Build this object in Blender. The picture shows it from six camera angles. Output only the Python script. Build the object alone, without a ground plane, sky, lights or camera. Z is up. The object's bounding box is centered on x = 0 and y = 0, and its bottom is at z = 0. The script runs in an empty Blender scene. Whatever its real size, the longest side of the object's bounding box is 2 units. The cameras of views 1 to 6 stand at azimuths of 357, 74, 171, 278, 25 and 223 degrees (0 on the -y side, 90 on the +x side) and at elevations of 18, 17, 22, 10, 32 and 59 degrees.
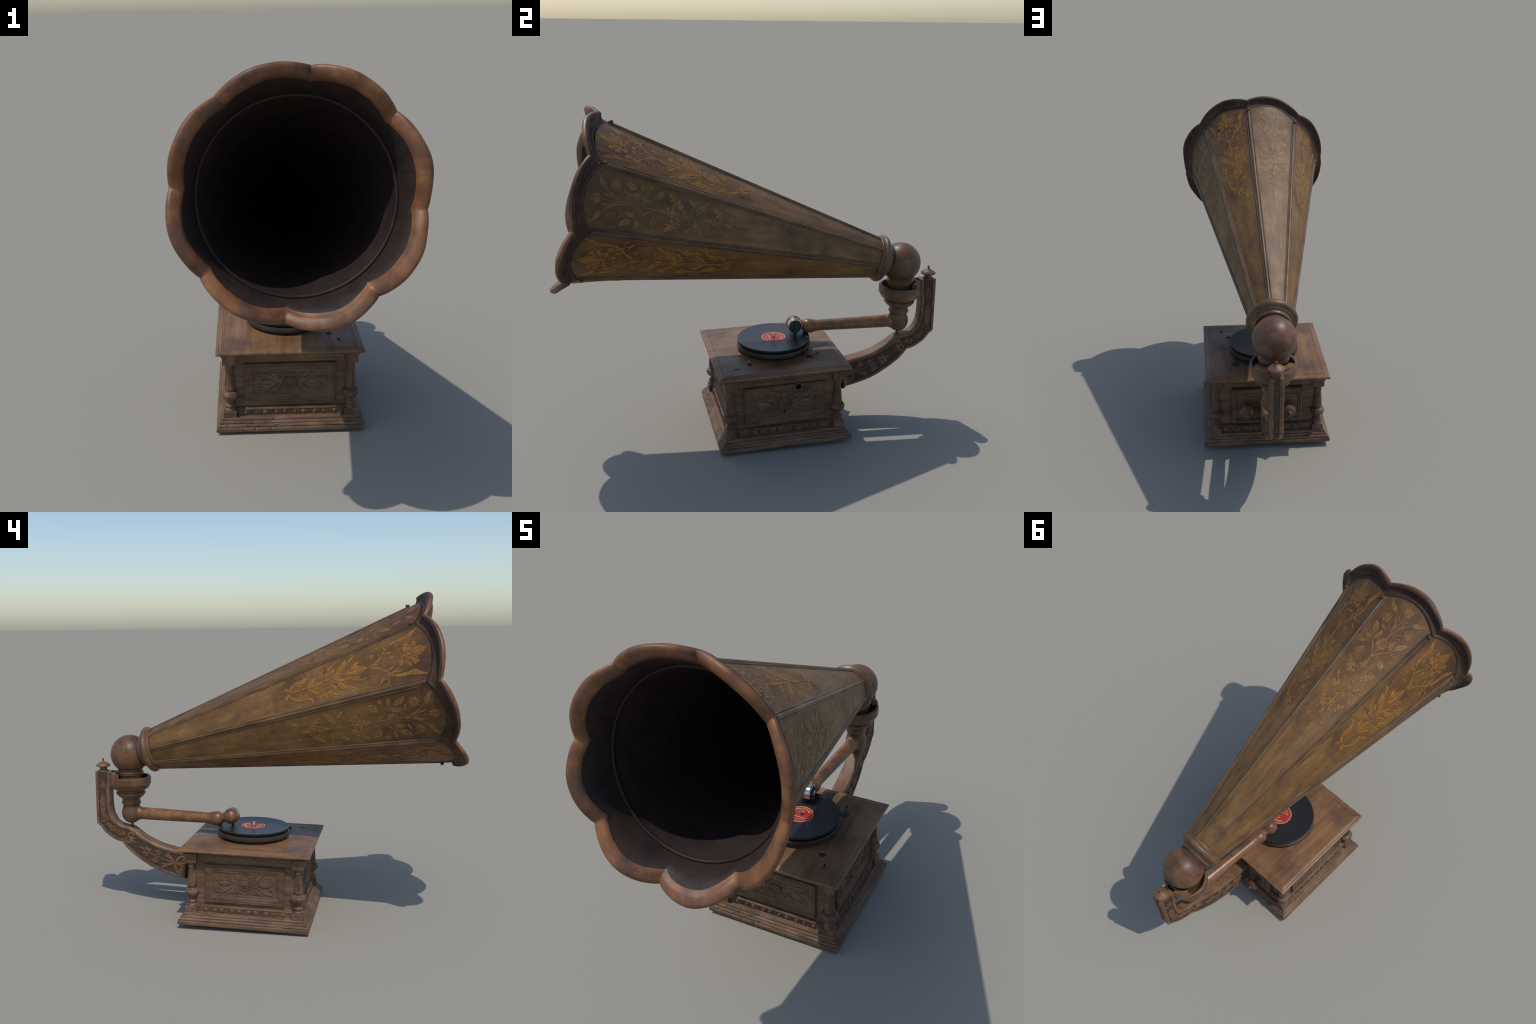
"""Antique wooden horn gramophone: square carved cabinet, curved bracket arm,
tone arm with reproducer, record, and an eight-panelled inlaid wooden horn."""
import bpy, math, random
from mathutils import Vector, Matrix, noise

random.seed(7)
PI = math.pi
sc = bpy.context.scene.collection


# ------------------------------------------------------------------ materials
def lin(r, g, b):
    f = lambda c: (c / 255 / 12.92) if c <= 10 else ((c / 255 + 0.055) / 1.055) ** 2.4
    return (f(r), f(g), f(b), 1.0)


def new_mat(name):
    m = bpy.data.materials.new(name)
    m.use_nodes = True
    nt = m.node_tree
    return m, nt, nt.nodes['Principled BSDF']


def wood(name, dark, mid, light, stretch=(1, 1, 1), scale=14, rough=0.5, bump=0.15, spec=0.35,
         blotch=2.2, blotch_amt=0.6, grad=None, coat=0.0, vary=0.12, patch=None, grime=0.7):
    """Grain = stretched noise, blotches = large noise, optional colour change along one axis."""
    m, nt, bs = new_mat(name)
    N, L = nt.nodes, nt.links
    tc = N.new('ShaderNodeTexCoord')
    oi = N.new('ShaderNodeObjectInfo')
    off = N.new('ShaderNodeVectorMath'); off.operation = 'SCALE'
    off.inputs[0].default_value = (17.3, 9.1, 5.7)
    L.new(oi.outputs['Random'], off.inputs['Scale'])
    add = N.new('ShaderNodeVectorMath'); add.operation = 'ADD'
    L.new(tc.outputs['Object'], add.inputs[0]); L.new(off.outputs[0], add.inputs[1])
    mp = N.new('ShaderNodeMapping'); mp.inputs['Scale'].default_value = stretch
    L.new(add.outputs[0], mp.inputs['Vector'])
    n1 = N.new('ShaderNodeTexNoise'); n1.inputs['Scale'].default_value = scale
    n1.inputs['Detail'].default_value = 8; n1.inputs['Roughness'].default_value = 0.62
    n1.inputs['Distortion'].default_value = 0.4
    L.new(mp.outputs[0], n1.inputs['Vector'])
    n2 = N.new('ShaderNodeTexNoise'); n2.inputs['Scale'].default_value = blotch * 2.2
    n2.inputs['Detail'].default_value = 5; n2.inputs['Roughness'].default_value = 0.6
    L.new(add.outputs[0], n2.inputs['Vector'])
    mx = N.new('ShaderNodeMix'); mx.data_type = 'FLOAT'
    mx.inputs[0].default_value = blotch_amt
    L.new(n1.outputs['Fac'], mx.inputs[2]); L.new(n2.outputs['Fac'], mx.inputs[3])
    cr = N.new('ShaderNodeValToRGB')
    e = cr.color_ramp.elements
    e[0].position, e[0].color = 0.33, dark
    e[1].position, e[1].color = 0.68, light
    k = cr.color_ramp.elements.new(0.5); k.color = mid
    L.new(mx.outputs[0], cr.inputs[0])
    col = cr.outputs[0]
    if grad:
        axis, a, b, tint, amount = grad
        sx = N.new('ShaderNodeSeparateXYZ'); L.new(tc.outputs['Object'], sx.inputs[0])
        mr = N.new('ShaderNodeMapRange'); mr.interpolation_type = 'SMOOTHSTEP'
        mr.inputs['From Min'].default_value = a; mr.inputs['From Max'].default_value = b
        mr.inputs['To Min'].default_value = amount; mr.inputs['To Max'].default_value = 0
        # wobble the border of the two tones with the blotches
        ad = N.new('ShaderNodeMath'); ad.operation = 'MULTIPLY_ADD'
        ad.inputs[1].default_value = abs(b - a) * 0.9
        L.new(n2.outputs['Fac'], ad.inputs[0]); L.new(sx.outputs[axis], ad.inputs[2])
        L.new(ad.outputs[0], mr.inputs['Value'])
        mm = N.new('ShaderNodeMix'); mm.data_type = 'RGBA'; mm.blend_type = 'MULTIPLY'
        L.new(mr.outputs[0], mm.inputs[0]); L.new(col, mm.inputs[6]); mm.inputs[7].default_value = tint
        col = mm.outputs[2]
    if patch:
        pcol, pscale, lo, hi, amt = patch
        n3 = N.new('ShaderNodeTexNoise'); n3.inputs['Scale'].default_value = pscale
        n3.inputs['Detail'].default_value = 4
        o3 = N.new('ShaderNodeVectorMath'); o3.operation = 'ADD'; o3.inputs[1].default_value = (3.1, 7.7, 1.3)
        L.new(add.outputs[0], o3.inputs[0]); L.new(o3.outputs[0], n3.inputs['Vector'])
        mr = N.new('ShaderNodeMapRange'); mr.inputs['From Min'].default_value = lo
        mr.inputs['From Max'].default_value = hi; mr.inputs['To Max'].default_value = amt
        L.new(n3.outputs['Fac'], mr.inputs['Value'])
        mm = N.new('ShaderNodeMix'); mm.data_type = 'RGBA'
        L.new(mr.outputs[0], mm.inputs[0]); L.new(col, mm.inputs[6]); mm.inputs[7].default_value = pcol
        col = mm.outputs[2]
    n4 = N.new('ShaderNodeTexNoise'); n4.inputs['Scale'].default_value = scale * 2.3
    n4.inputs['Detail'].default_value = 6; n4.inputs['Roughness'].default_value = 0.7
    L.new(mp.outputs[0], n4.inputs['Vector'])
    m4 = N.new('ShaderNodeMapRange'); m4.inputs['From Min'].default_value = .50; m4.inputs['From Max'].default_value = .72
    m4.inputs['To Max'].default_value = grime
    L.new(n4.outputs['Fac'], m4.inputs['Value'])
    mm = N.new('ShaderNodeMix'); mm.data_type = 'RGBA'; mm.blend_type = 'MULTIPLY'
    L.new(m4.outputs[0], mm.inputs[0]); L.new(col, mm.inputs[6]); mm.inputs[7].default_value = (.45, .40, .40, 1)
    col = mm.outputs[2]
    if vary:
        hs = N.new('ShaderNodeHueSaturation')
        mr = N.new('ShaderNodeMapRange'); mr.inputs['To Min'].default_value = 1 - vary
        mr.inputs['To Max'].default_value = 1 + vary
        L.new(oi.outputs['Random'], mr.inputs['Value']); L.new(mr.outputs[0], hs.inputs['Value'])
        L.new(col, hs.inputs['Color']); col = hs.outputs[0]
    L.new(col, bs.inputs['Base Color'])
    rr = N.new('ShaderNodeMapRange'); rr.inputs['To Min'].default_value = rough + 0.12
    rr.inputs['To Max'].default_value = rough - 0.12
    L.new(n2.outputs['Fac'], rr.inputs['Value']); L.new(rr.outputs[0], bs.inputs['Roughness'])
    bs.inputs['Specular IOR Level'].default_value = spec
    bs.inputs['Coat Weight'].default_value = coat
    bs.inputs['Coat Roughness'].default_value = 0.35
    bp = N.new('ShaderNodeBump'); bp.inputs['Strength'].default_value = bump
    bp.inputs['Distance'].default_value = 0.004
    L.new(n1.outputs['Fac'], bp.inputs['Height']); L.new(bp.outputs[0], bs.inputs['Normal'])
    return m


def plain(name, col, rough=0.5, metal=0.0, spec=0.5, speck=0.25, scale=60, bump=0.0):
    m, nt, bs = new_mat(name)
    N, L = nt.nodes, nt.links
    tc = N.new('ShaderNodeTexCoord')
    n = N.new('ShaderNodeTexNoise'); n.inputs['Scale'].default_value = scale; n.inputs['Detail'].default_value = 5
    L.new(tc.outputs['Object'], n.inputs['Vector'])
    cr = N.new('ShaderNodeValToRGB')
    cr.color_ramp.elements[0].position = 0.3; cr.color_ramp.elements[1].position = 0.7
    cr.color_ramp.elements[0].color = tuple(c * (1 - speck) for c in col[:3]) + (1,)
    cr.color_ramp.elements[1].color = tuple(min(1, c * (1 + speck)) for c in col[:3]) + (1,)
    L.new(n.outputs['Fac'], cr.inputs[0]); L.new(cr.outputs[0], bs.inputs['Base Color'])
    bs.inputs['Roughness'].default_value = rough
    bs.inputs['Metallic'].default_value = metal
    bs.inputs['Specular IOR Level'].default_value = spec
    if bump:
        bp = N.new('ShaderNodeBump'); bp.inputs['Strength'].default_value = bump
        bp.inputs['Distance'].default_value = 0.003
        L.new(n.outputs['Fac'], bp.inputs['Height']); L.new(bp.outputs[0], bs.inputs['Normal'])
    return m


M_PANEL = wood('horn_panel_wood', lin(82, 56, 31), lin(112, 81, 43), lin(140, 104, 59), (1, .10, 1), 30, .5, .12,
               .4, 2.6, .5, (1, .30, .95, (.60, .54, .60, 1), .9), vary=.06,
               patch=(lin(58, 44, 36), 7, .58, .72, .6), grime=.5)
M_RIB = wood('horn_rib_wood', lin(76, 55, 36), lin(102, 77, 48), lin(126, 98, 66), (1, .1, 1), 26, .46, .12, .4, 3, .5,
             (1, .25, .9, (.62, .56, .60, 1), .8), vary=.05, patch=(lin(62, 48, 40), 8, .58, .72, .5))
M_INLAY = wood('inlay_gold_wood', lin(112, 76, 34), lin(140, 97, 43), lin(164, 117, 56), (1, .5, 1), 60, .55, .1, .35,
               12, .5, (1, .05, .5, (.78, .73, .74, 1), .65), vary=.1, patch=(lin(98, 70, 40), 16, .54, .66, .75))
M_INLAY2 = wood('inlay_pale_wood', lin(110, 79, 41), lin(136, 99, 54), lin(156, 117, 69), (1, .5, 1), 60, .55, .1, .35,
                12, .5, (1, .05, .5, (.82, .77, .8, 1), .65), vary=.08, patch=(lin(100, 72, 41), 14, .52, .66, .7))
M_LINE = plain('burnt_outline', lin(76, 53, 32), .75, spec=.15)
M_RIM = wood('rim_copper_wood', lin(74, 48, 35), lin(126, 82, 50), lin(164, 112, 72), (1, 1, 1), 9, .47, .14, .42, 3.4,
             .55, coat=.03, vary=0, patch=(lin(78, 60, 52), 5, .53, .68, .8))
M_RIMBACK = wood('rim_dark_wood', lin(50, 36, 30), lin(68, 49, 40), lin(92, 67, 53), (1, 1, 1), 12, .55, .08, .25, 3, .6, vary=0)
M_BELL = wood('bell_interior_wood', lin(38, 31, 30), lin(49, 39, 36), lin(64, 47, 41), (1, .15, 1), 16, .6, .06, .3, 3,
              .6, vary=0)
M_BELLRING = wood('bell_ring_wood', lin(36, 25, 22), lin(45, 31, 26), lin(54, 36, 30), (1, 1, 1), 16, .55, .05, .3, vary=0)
M_BALL = wood('polished_turned_wood', lin(60, 41, 32), lin(98, 69, 50), lin(138, 101, 72), (.5, .5, 1.6), 12, .46, .12,
              .45, 3.6, .5, coat=.08, vary=.05, patch=(lin(122, 74, 40), 9, .5, .62, .85))
M_STEM = wood('stem_turned_wood', lin(72, 51, 35), lin(104, 76, 52), lin(132, 98, 70), (.6, .6, 2.2), 16, .42, .06,
              .45, 4, .6, coat=.08, vary=.06, patch=(lin(124, 82, 44), 8, .58, .72, .6))
M_ARMW = wood('tone_arm_wood', lin(80, 54, 36), lin(118, 81, 52), lin(148, 106, 72), (1.2, .25, 1.2), 24, .38, .06, .5, 6,
              .5, coat=.1, vary=.05, patch=(lin(146, 96, 44), 9, .58, .72, .6))
M_BRACKET = wood('bracket_wood', lin(86, 60, 42), lin(116, 84, 59), lin(142, 106, 78), (1, .5, 1), 24, .5, .1, .4, 5, .55,
                 vary=.05)
M_RECESS = plain('bracket_stained_ground', lin(72, 60, 52), .75, spec=.25, speck=.2, scale=90, bump=.15)
M_CARVE = wood('bracket_carving_wood', lin(92, 64, 42), lin(116, 83, 56), lin(134, 100, 72), (1, 1, 1), 30, .55, .08, .35,
               5, .6, vary=.06)
M_LID = wood('lid_wood', lin(92, 65, 45), lin(125, 92, 63), lin(150, 114, 80), (1, .10, 1), 24, .44, .1, .42, 2.8, .5,
             vary=0, patch=(lin(80, 62, 52), 5, .54, .72, .75))
M_BOX = wood('cabinet_wood', lin(78, 59, 45), lin(111, 86, 66), lin(140, 112, 90), (.16, .16, 1.6), 30, .6, .3, .3, 4.5, .38,
             vary=.05, patch=(lin(104, 72, 44), 7, .58, .72, .6))
M_BOXD = wood('cabinet_dark_wood', lin(74, 56, 42), lin(105, 81, 61), lin(132, 104, 81), (.16, .16, 1.4), 28, .6, .25, .3, 4.5, .38, vary=.05,
              patch=(lin(100, 72, 42), 9, .58, .72, .5))
M_TURN = wood('column_wood', lin(74, 54, 42), lin(104, 78, 60), lin(132, 102, 80), (1, 1, .3), 26, .52, .12, .35, 9, .45, vary=.05,
              patch=(lin(112, 78, 48), 9, .58, .72, .6))
M_EGG = wood('bead_wood', lin(80, 57, 42), lin(106, 77, 56), lin(126, 94, 70), (1, 1, 1), 40, .5, .1, .35, 9, .5, vary=.12)
M_REED = wood('fluted_block_wood', lin(72, 60, 52), lin(92, 77, 65), lin(112, 95, 81), (1, 1, .4), 40, .6, .1, .3, 9, .5, vary=.1)
M_GROOVE = plain('carving_groove', lin(58, 44, 33), .75, spec=.2)
M_DARKIRON = plain('dark_iron', lin(66, 66, 66), .45, .6, speck=.3, scale=120)
M_STEEL = plain('nickel', lin(196, 194, 188), .24, 1.0, speck=.12, scale=80)
M_BRASSD = plain('dull_brass', lin(112, 102, 78), .45, .7, speck=.3, scale=120)
M_DIAPH = plain('diaphragm', lin(58, 57, 52), .6, .0, speck=.35, scale=150, spec=.3)
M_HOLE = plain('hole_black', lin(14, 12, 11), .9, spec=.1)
M_PLATTER = wood('platter_bronze', lin(40, 32, 24), lin(56, 45, 34), lin(74, 60, 45), (1, 1, 1), 20, .42, .05, .5, 4, .5, vary=0)
M_BLACK = plain('black_enamel', lin(24, 24, 26), .4, speck=.2)
M_LABEL = plain('label_red', lin(160, 48, 48), .5, speck=.06, spec=.4)
M_PRINT = plain('label_gold_print', lin(226, 186, 128), .5, speck=.08)


def record_mat():
    m, nt, bs = new_mat('shellac_record')
    N, L = nt.nodes, nt.links
    tc = N.new('ShaderNodeTexCoord')
    w = N.new('ShaderNodeTexWave'); w.wave_type = 'RINGS'; w.rings_direction = 'Z'
    w.inputs['Scale'].default_value = 120; w.inputs['Distortion'].default_value = 0.0
    L.new(tc.outputs['Object'], w.inputs['Vector'])
    bp = N.new('ShaderNodeBump'); bp.inputs['Strength'].default_value = .12; bp.inputs['Distance'].default_value = .001
    L.new(w.outputs['Fac'], bp.inputs['Height']); L.new(bp.outputs[0], bs.inputs['Normal'])
    bs.inputs['Base Color'].default_value = lin(38, 38, 40)
    bs.inputs['Roughness'].default_value = .34
    return m


M_REC = record_mat()

# ------------------------------------------------------------------ helpers
root = bpy.data.objects.new('gramophone', None)
sc.objects.link(root)
root['label'] = 'antique carved wooden gramophone with large inlaid horn'
root['category'] = 'gramophone'


def obj(name, mesh, parent=root, mat=None, basis=None):
    o = bpy.data.objects.new(name, mesh)
    sc.objects.link(o)
    o.parent = parent
    if basis is not None:
        o.matrix_basis = basis
    return o


def mk(name, verts, faces, mats, mi=None, smooth=None):
    me = bpy.data.meshes.new(name)
    me.from_pydata([tuple(v) for v in verts], [], faces)
    for m in (mats if isinstance(mats, (list, tuple)) else [mats]):
        me.materials.append(m)
    if mi:
        me.polygons.foreach_set('material_index', mi)
    import bmesh
    bm = bmesh.new(); bm.from_mesh(me)
    bmesh.ops.remove_doubles(bm, verts=bm.verts, dist=1e-6)
    bmesh.ops.recalc_face_normals(bm, faces=bm.faces)
    if smooth is not None:
        for f in bm.faces:
            f.smooth = True
        for e in bm.edges:
            if len(e.link_faces) == 2:
                e.smooth = e.calc_face_angle(0) < math.radians(smooth)
    bm.to_mesh(me); bm.free()
    me.update()
    return me


def spline(pts, n):
    """Catmull-Rom through pts (any dimension), n samples per span."""
    out = []
    P = [tuple(p) for p in pts]
    for i in range(len(P) - 1):
        p0, p1, p2, p3 = P[max(i - 1, 0)], P[i], P[i + 1], P[min(i + 2, len(P) - 1)]
        for j in range(n):
            t = j / n
            out.append(tuple(0.5 * (2 * b + (c - a) * t + (2 * a - 5 * b + 4 * c - d) * t * t +
                                    (3 * b - a - 3 * c + d) * t ** 3)
                             for a, b, c, d in zip(p0, p1, p2, p3)))
    out.append(P[-1])
    return out


def lathe(name, prof, mat, segs=64, smooth=40, fn=None, mi=None, cap=True):
    """Turn profile [(r,z)] round z; fn(r,z,ang)->r modulates."""
    V, F, MI = [], [], []
    for r, z in prof:
        for k in range(segs):
            a = 2 * PI * k / segs
            q = fn(r, z, a) if fn else r
            V.append((q * math.cos(a), q * math.sin(a), z))
    for i in range(len(prof) - 1):
        for k in range(segs):
            k2 = (k + 1) % segs
            F.append((i * segs + k, i * segs + k2, (i + 1) * segs + k2, (i + 1) * segs + k))
            MI.append(mi[i] if mi else 0)
    if cap:
        if prof[0][0] > 1e-6:
            F.append(tuple(range(segs))); MI.append(mi[0] if mi else 0)
        if prof[-1][0] > 1e-6:
            b = (len(prof) - 1) * segs
            F.append(tuple(range(b, b + segs))); MI.append(mi[-1] if mi else 0)
    return mk(name, V, F, mat, MI, smooth)


def arc(cx, cz, r, a0, a1, n):
    return [(max(0, cx + r * math.cos(math.radians(a0 + (a1 - a0) * i / n))),
             cz + r * math.sin(math.radians(a0 + (a1 - a0) * i / n))) for i in range(n + 1)]


def rect_loft(name, prof, mat, hx, hy=None, n=1, smooth=30, mi=None, fn=None, cap0=True, cap1=True):
    """Moulding round a rectangle: prof = [(inset, z)], the outer half sizes are hx, hy; mitred corners."""
    hy = hx if hy is None else hy
    V, F, MI = [], [], []
    per = 4 * n
    for d, z in prof:
        ax, ay = hx - d, hy - d
        c = [(-ax, -ay), (ax, -ay), (ax, ay), (-ax, ay)]
        for s in range(4):
            for j in range(n):
                t = j / n
                x = c[s][0] + (c[(s + 1) % 4][0] - c[s][0]) * t
                y = c[s][1] + (c[(s + 1) % 4][1] - c[s][1]) * t
                p = (x, y, z)
                if fn:
                    p = fn(p, s, t, d)
                V.append(p)
    for i in range(len(prof) - 1):
        for k in range(per):
            k2 = (k + 1) % per
            F.append((i * per + k, i * per + k2, (i + 1) * per + k2, (i + 1) * per + k))
            MI.append(mi[i] if mi else 0)
    if cap0:
        F.append(tuple(range(per))); MI.append(mi[0] if mi else 0)
    if cap1:
        b = (len(prof) - 1) * per
        F.append(tuple(range(b, b + per))); MI.append(mi[-1] if mi else 0)
    return mk(name, V, F, mat, MI, smooth)


def bevel_box(name, sx, sy, sz, mat, b=.003):
    import bmesh
    bm = bmesh.new()
    bmesh.ops.create_cube(bm, size=1)
    for v in bm.verts:
        v.co = Vector((v.co.x * sx, v.co.y * sy, v.co.z * sz))
    bmesh.ops.bevel(bm, geom=bm.edges[:], offset=b, segments=2, affect='EDGES', profile=.5)
    for f in bm.faces:
        f.smooth = False
    me = bpy.data.meshes.new(name); bm.to_mesh(me); bm.free()
    me.materials.append(mat)
    return me


def axis_matrix(p, direction, up=(0, 0, 1)):
    """Matrix whose local z runs along direction."""
    z = Vector(direction).normalized()
    x = Vector(up).cross(z)
    if x.length < 1e-4:
        x = Vector((1, 0, 0))
    x.normalize(); y = z.cross(x)
    return Matrix(((x.x, y.x, z.x, p[0]), (x.y, y.y, z.y, p[1]), (x.z, y.z, z.z, p[2]), (0, 0, 0, 1)))


class Relief:
    """Carved or inlaid strokes on a surface: each stroke is a domed ribbon in (a, b) with height h,
    edged by a slightly wider, flatter dark line when line > 0."""

    def __init__(self, line=0.0, flat=False):
        self.V, self.F, self.M, self.line, self.flat, self.k, self.full, self.hk = [], [], [], line, flat, 0, 1.0, 1.0

    def _strip(self, P, W, sect, mi):
        base = len(self.V); k = len(sect)
        for i, (p, w) in enumerate(zip(P, W)):
            a, b = P[max(i - 1, 0)], P[min(i + 1, len(P) - 1)]
            tx, ty = b[0] - a[0], b[1] - a[1]
            l = math.hypot(tx, ty) or 1
            nx, ny = -ty / l, tx / l
            for f, h in sect:
                self.V.append((p[0] + nx * w * f, p[1] + ny * w * f, h))
        for i in range(len(P) - 1):
            for j in range(k - 1):
                q = base + i * k + j
                self.F.append((q, q + 1, q + k + 1, q + k)); self.M.append(mi)

    def ribbon(self, pts, widths, h=.0028, n=7):
        P = spline(pts, n)
        if not isinstance(widths, (list, tuple)):
            widths = [widths] * len(pts)
        if len(widths) != len(pts):
            ws = [widths[0]] + list(widths)
            m = len(widths) - 1
            wl = []
            for i in range(len(pts)):
                x = i / (len(pts) - 1) * m; j = min(int(x), m - 1)
                wl.append(widths[j] + (widths[j + 1] - widths[j]) * (x - j))
            widths = wl
        W = [max(.0004, w[0]) for w in spline([(w,) for w in widths], n)]
        self.stroke(P, W, h)

    def stroke(self, P, W, h):
        self.k += 1
        W = [w * self.full for w in W]
        h *= self.hk
        if self.line:
            l = self.line
            e = .0002 + .00009 * min(self.k, 16) if self.hk < 1 else .0004 + .00006 * (self.k % 7)
            a, b = P[0], P[1]; c, d = P[-1], P[-2]
            q0 = math.hypot(a[0] - b[0], a[1] - b[1]) or 1; q1 = math.hypot(c[0] - d[0], c[1] - d[1]) or 1
            PP = [(a[0] + (a[0] - b[0]) / q0 * l, a[1] + (a[1] - b[1]) / q0 * l)] + list(P) + [(c[0] + (c[0] - d[0]) / q1 * l, c[1] + (c[1] - d[1]) / q1 * l)]
            WW = [W[0] * .5 + l * .4] + [w + l for w in W] + [W[-1] * .5 + l * .4]
            self._strip(PP, WW, [(-1, -.0006), (-.96, e), (.96, e), (1, -.0006)], 1)
        # inlay: each later piece lies a hair over the earlier one, so its dark edge shows
        h = .00025 + .00009 * min(self.k, 16) if self.hk < 1 else h + .00005 * (self.k % 5)
        if self.hk < 1:      # inlay: level with the surface, just a fine edge
            self._strip(P, W, [(-1, -.0006), (-.93, h), (.93, h), (1, -.0006)], 0)
        elif self.flat:
            self._strip(P, W, [(-1, -.0015), (-.86, h * .82), (-.7, h), (.7, h), (.86, h * .82), (1, -.0015)], 0)
        else:
            self._strip(P, W, [(-1, -.0006), (-.8, h * .55), (0, h), (.8, h * .55), (1, -.0006)], 0)

    def lobed(self, p0, p1, w, n, bend=0.0, h=.0016, point=False, stalk=.12):
        """Oak (blunt) or acanthus (pointed) leaf: a midrib blade with n pairs of side lobes and an end lobe."""
        dx, dy = p1[0] - p0[0], p1[1] - p0[1]
        l = math.hypot(dx, dy); nx, ny = -dy / l, dx / l

        def mid(s):
            o = bend * l * 4 * s * (1 - s)
            return (p0[0] + dx * s + nx * o, p0[1] + dy * s + ny * o)
        for i in range(n):
            s = stalk + (.80 - stalk) * (i + .5) / n
            q, q2 = mid(s - .05), mid(s + .05)
            tl = math.hypot(q2[0] - q[0], q2[1] - q[1]); tx, ty = (q2[0] - q[0]) / tl, (q2[1] - q[1]) / tl
            k = w * (.55 + .55 * math.sin(PI * (.15 + .75 * (i + .5) / n)))
            bw = min(l * .42 / n, k * .42) if not point else min(l * .36 / n, k * .36)
            for sg in (-1, 1):
                ca = .62 if not point else .80
                e1 = (q[0] + tx * k * ca * .5 - ty * sg * k * .62, q[1] + ty * k * ca * .5 + tx * sg * k * .62)
                e2 = (q[0] + tx * k * ca * 1.15 - ty * sg * k, q[1] + ty * k * ca * 1.15 + tx * sg * k)
                self.ribbon([q, e1, e2], [bw * .75, bw * 1.05, bw * .75 if not point else bw * .12], h, 5)
        P = [mid(i / 14) for i in range(15)]
        tip = min(w * .45, l * .12)
        W = [max(.0008, w * .16 + (w * .22) * math.sin(PI * min(1, i / 14 * 1.0)) + (tip * .75 * math.exp(-((i / 14 - .88) / .10) ** 2) if not point else tip * .5 * math.exp(-((i / 14 - .8) / .12) ** 2))) for i in range(15)]
        if point:
            W[-1] = .0006; W[-2] *= .6
        else:
            W[-1] *= .55
        self.stroke(P, W, h + .0004)

    def leaf(self, p0, p1, w, lobes=0, bend=0.0, h=.003, full=.75, depth=.5):
        """Leaf from p0 to p1, half width w; lobes cut its edge; bend bows the midrib."""
        n = max(12, lobes * 9)
        dx, dy = p1[0] - p0[0], p1[1] - p0[1]
        l = math.hypot(dx, dy); nx, ny = -dy / l, dx / l
        P, W = [], []
        for i in range(n + 1):
            s = i / n
            o = bend * l * 4 * s * (1 - s)
            P.append((p0[0] + dx * s + nx * o, p0[1] + dy * s + ny * o))
            k = math.sin(PI * s ** full) ** .8 if 0 < s < 1 else 0
            if lobes:
                k *= 1 - depth * (.5 + .5 * math.cos(2 * PI * (lobes * s + .1)))
            W.append(max(.0006, w * k))
        self.stroke(P, W, h)

    def disc(self, c, r, h=.004):
        n = 14
        P = [(c[0] + r * -math.cos(PI * i / n), c[1]) for i in range(n + 1)]
        W = [max(.0003, r * math.sin(PI * i / n)) for i in range(n + 1)]
        self.stroke(P, W, h)

    def petals(self, c, r0, r1, w, n, rot=0, h=.003, full=1.1):
        for i in range(n):
            a = rot + 2 * PI * i / n
            self.leaf((c[0] + r0 * math.cos(a), c[1] + r0 * math.sin(a)),
                      (c[0] + r1 * math.cos(a), c[1] + r1 * math.sin(a)), w, h=h, full=full)

    def spiral(self, c, r0, r1, a0, turns, w, h=.0025):
        n = int(14 * abs(turns)) + 4
        P, W = [], []
        for i in range(n + 1):
            s = i / n; a = a0 + 2 * PI * turns * s; r = r0 + (r1 - r0) * s
            P.append((c[0] + r * math.cos(a), c[1] + r * math.sin(a))); W.append(w * (1 - .3 * s))
        self.stroke(P, W, h)

    def mesh(self, name, fn, mats, smooth=70):
        return mk(name, [fn(*v) for v in self.V], self.F, mats, self.M, smooth)


# ================================================================== CABINET
yaw, tilt = math.radians(-2.6), math.radians(1.1)
ex = Vector((math.cos(yaw), math.sin(yaw), 0))
ey0 = Vector((-math.sin(yaw), math.cos(yaw), 0))
ez0 = Vector((0, 0, 1))
ey = ey0 * math.cos(tilt) + ez0 * math.sin(tilt)
ez = ez0 * math.cos(tilt) - ey0 * math.sin(tilt)
BOX = Matrix(((ex.x, ey.x, ez.x, .0515), (ex.y, ey.y, ez.y, .107), (ex.z, ey.z, ez.z, 0), (0, 0, 0, 1)))
SIDE = [Matrix.Rotation(PI / 2 * k, 4, 'Z') for k in range(4)]   # 0 front(-y) 1 right(+x) 2 back 3 left


# worm-eaten splits in the plinth: (side, along 0..1, inset) polylines
CRACKS = [(0, [(.18, .0), (.21, .012), (.24, .02), (.22, .031)]), (0, [(.26, .0), (.31, .012), (.36, .022), (.40, .03)]),
          (0, [(.36, .0), (.42, .008), (.46, .012), (.5, .012)]), (0, [(.06, .004), (.1, .012), (.12, .022)]),
          (3, [(.84, .0), (.88, .012), (.93, .018)]), (3, [(.74, .002), (.8, .006), (.9, .01)]),
          (1, [(.02, .004), (.1, .012), (.2, .014)]), (2, [(.7, .003), (.78, .012), (.86, .02)])]


def seg_dist(p, a, b):
    ax, ay = b[0] - a[0], b[1] - a[1]
    t = max(0, min(1, ((p[0] - a[0]) * ax + (p[1] - a[1]) * ay) / (ax * ax + ay * ay + 1e-12)))
    return math.hypot(p[0] - a[0] - ax * t, p[1] - a[1] - ay * t)


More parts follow.
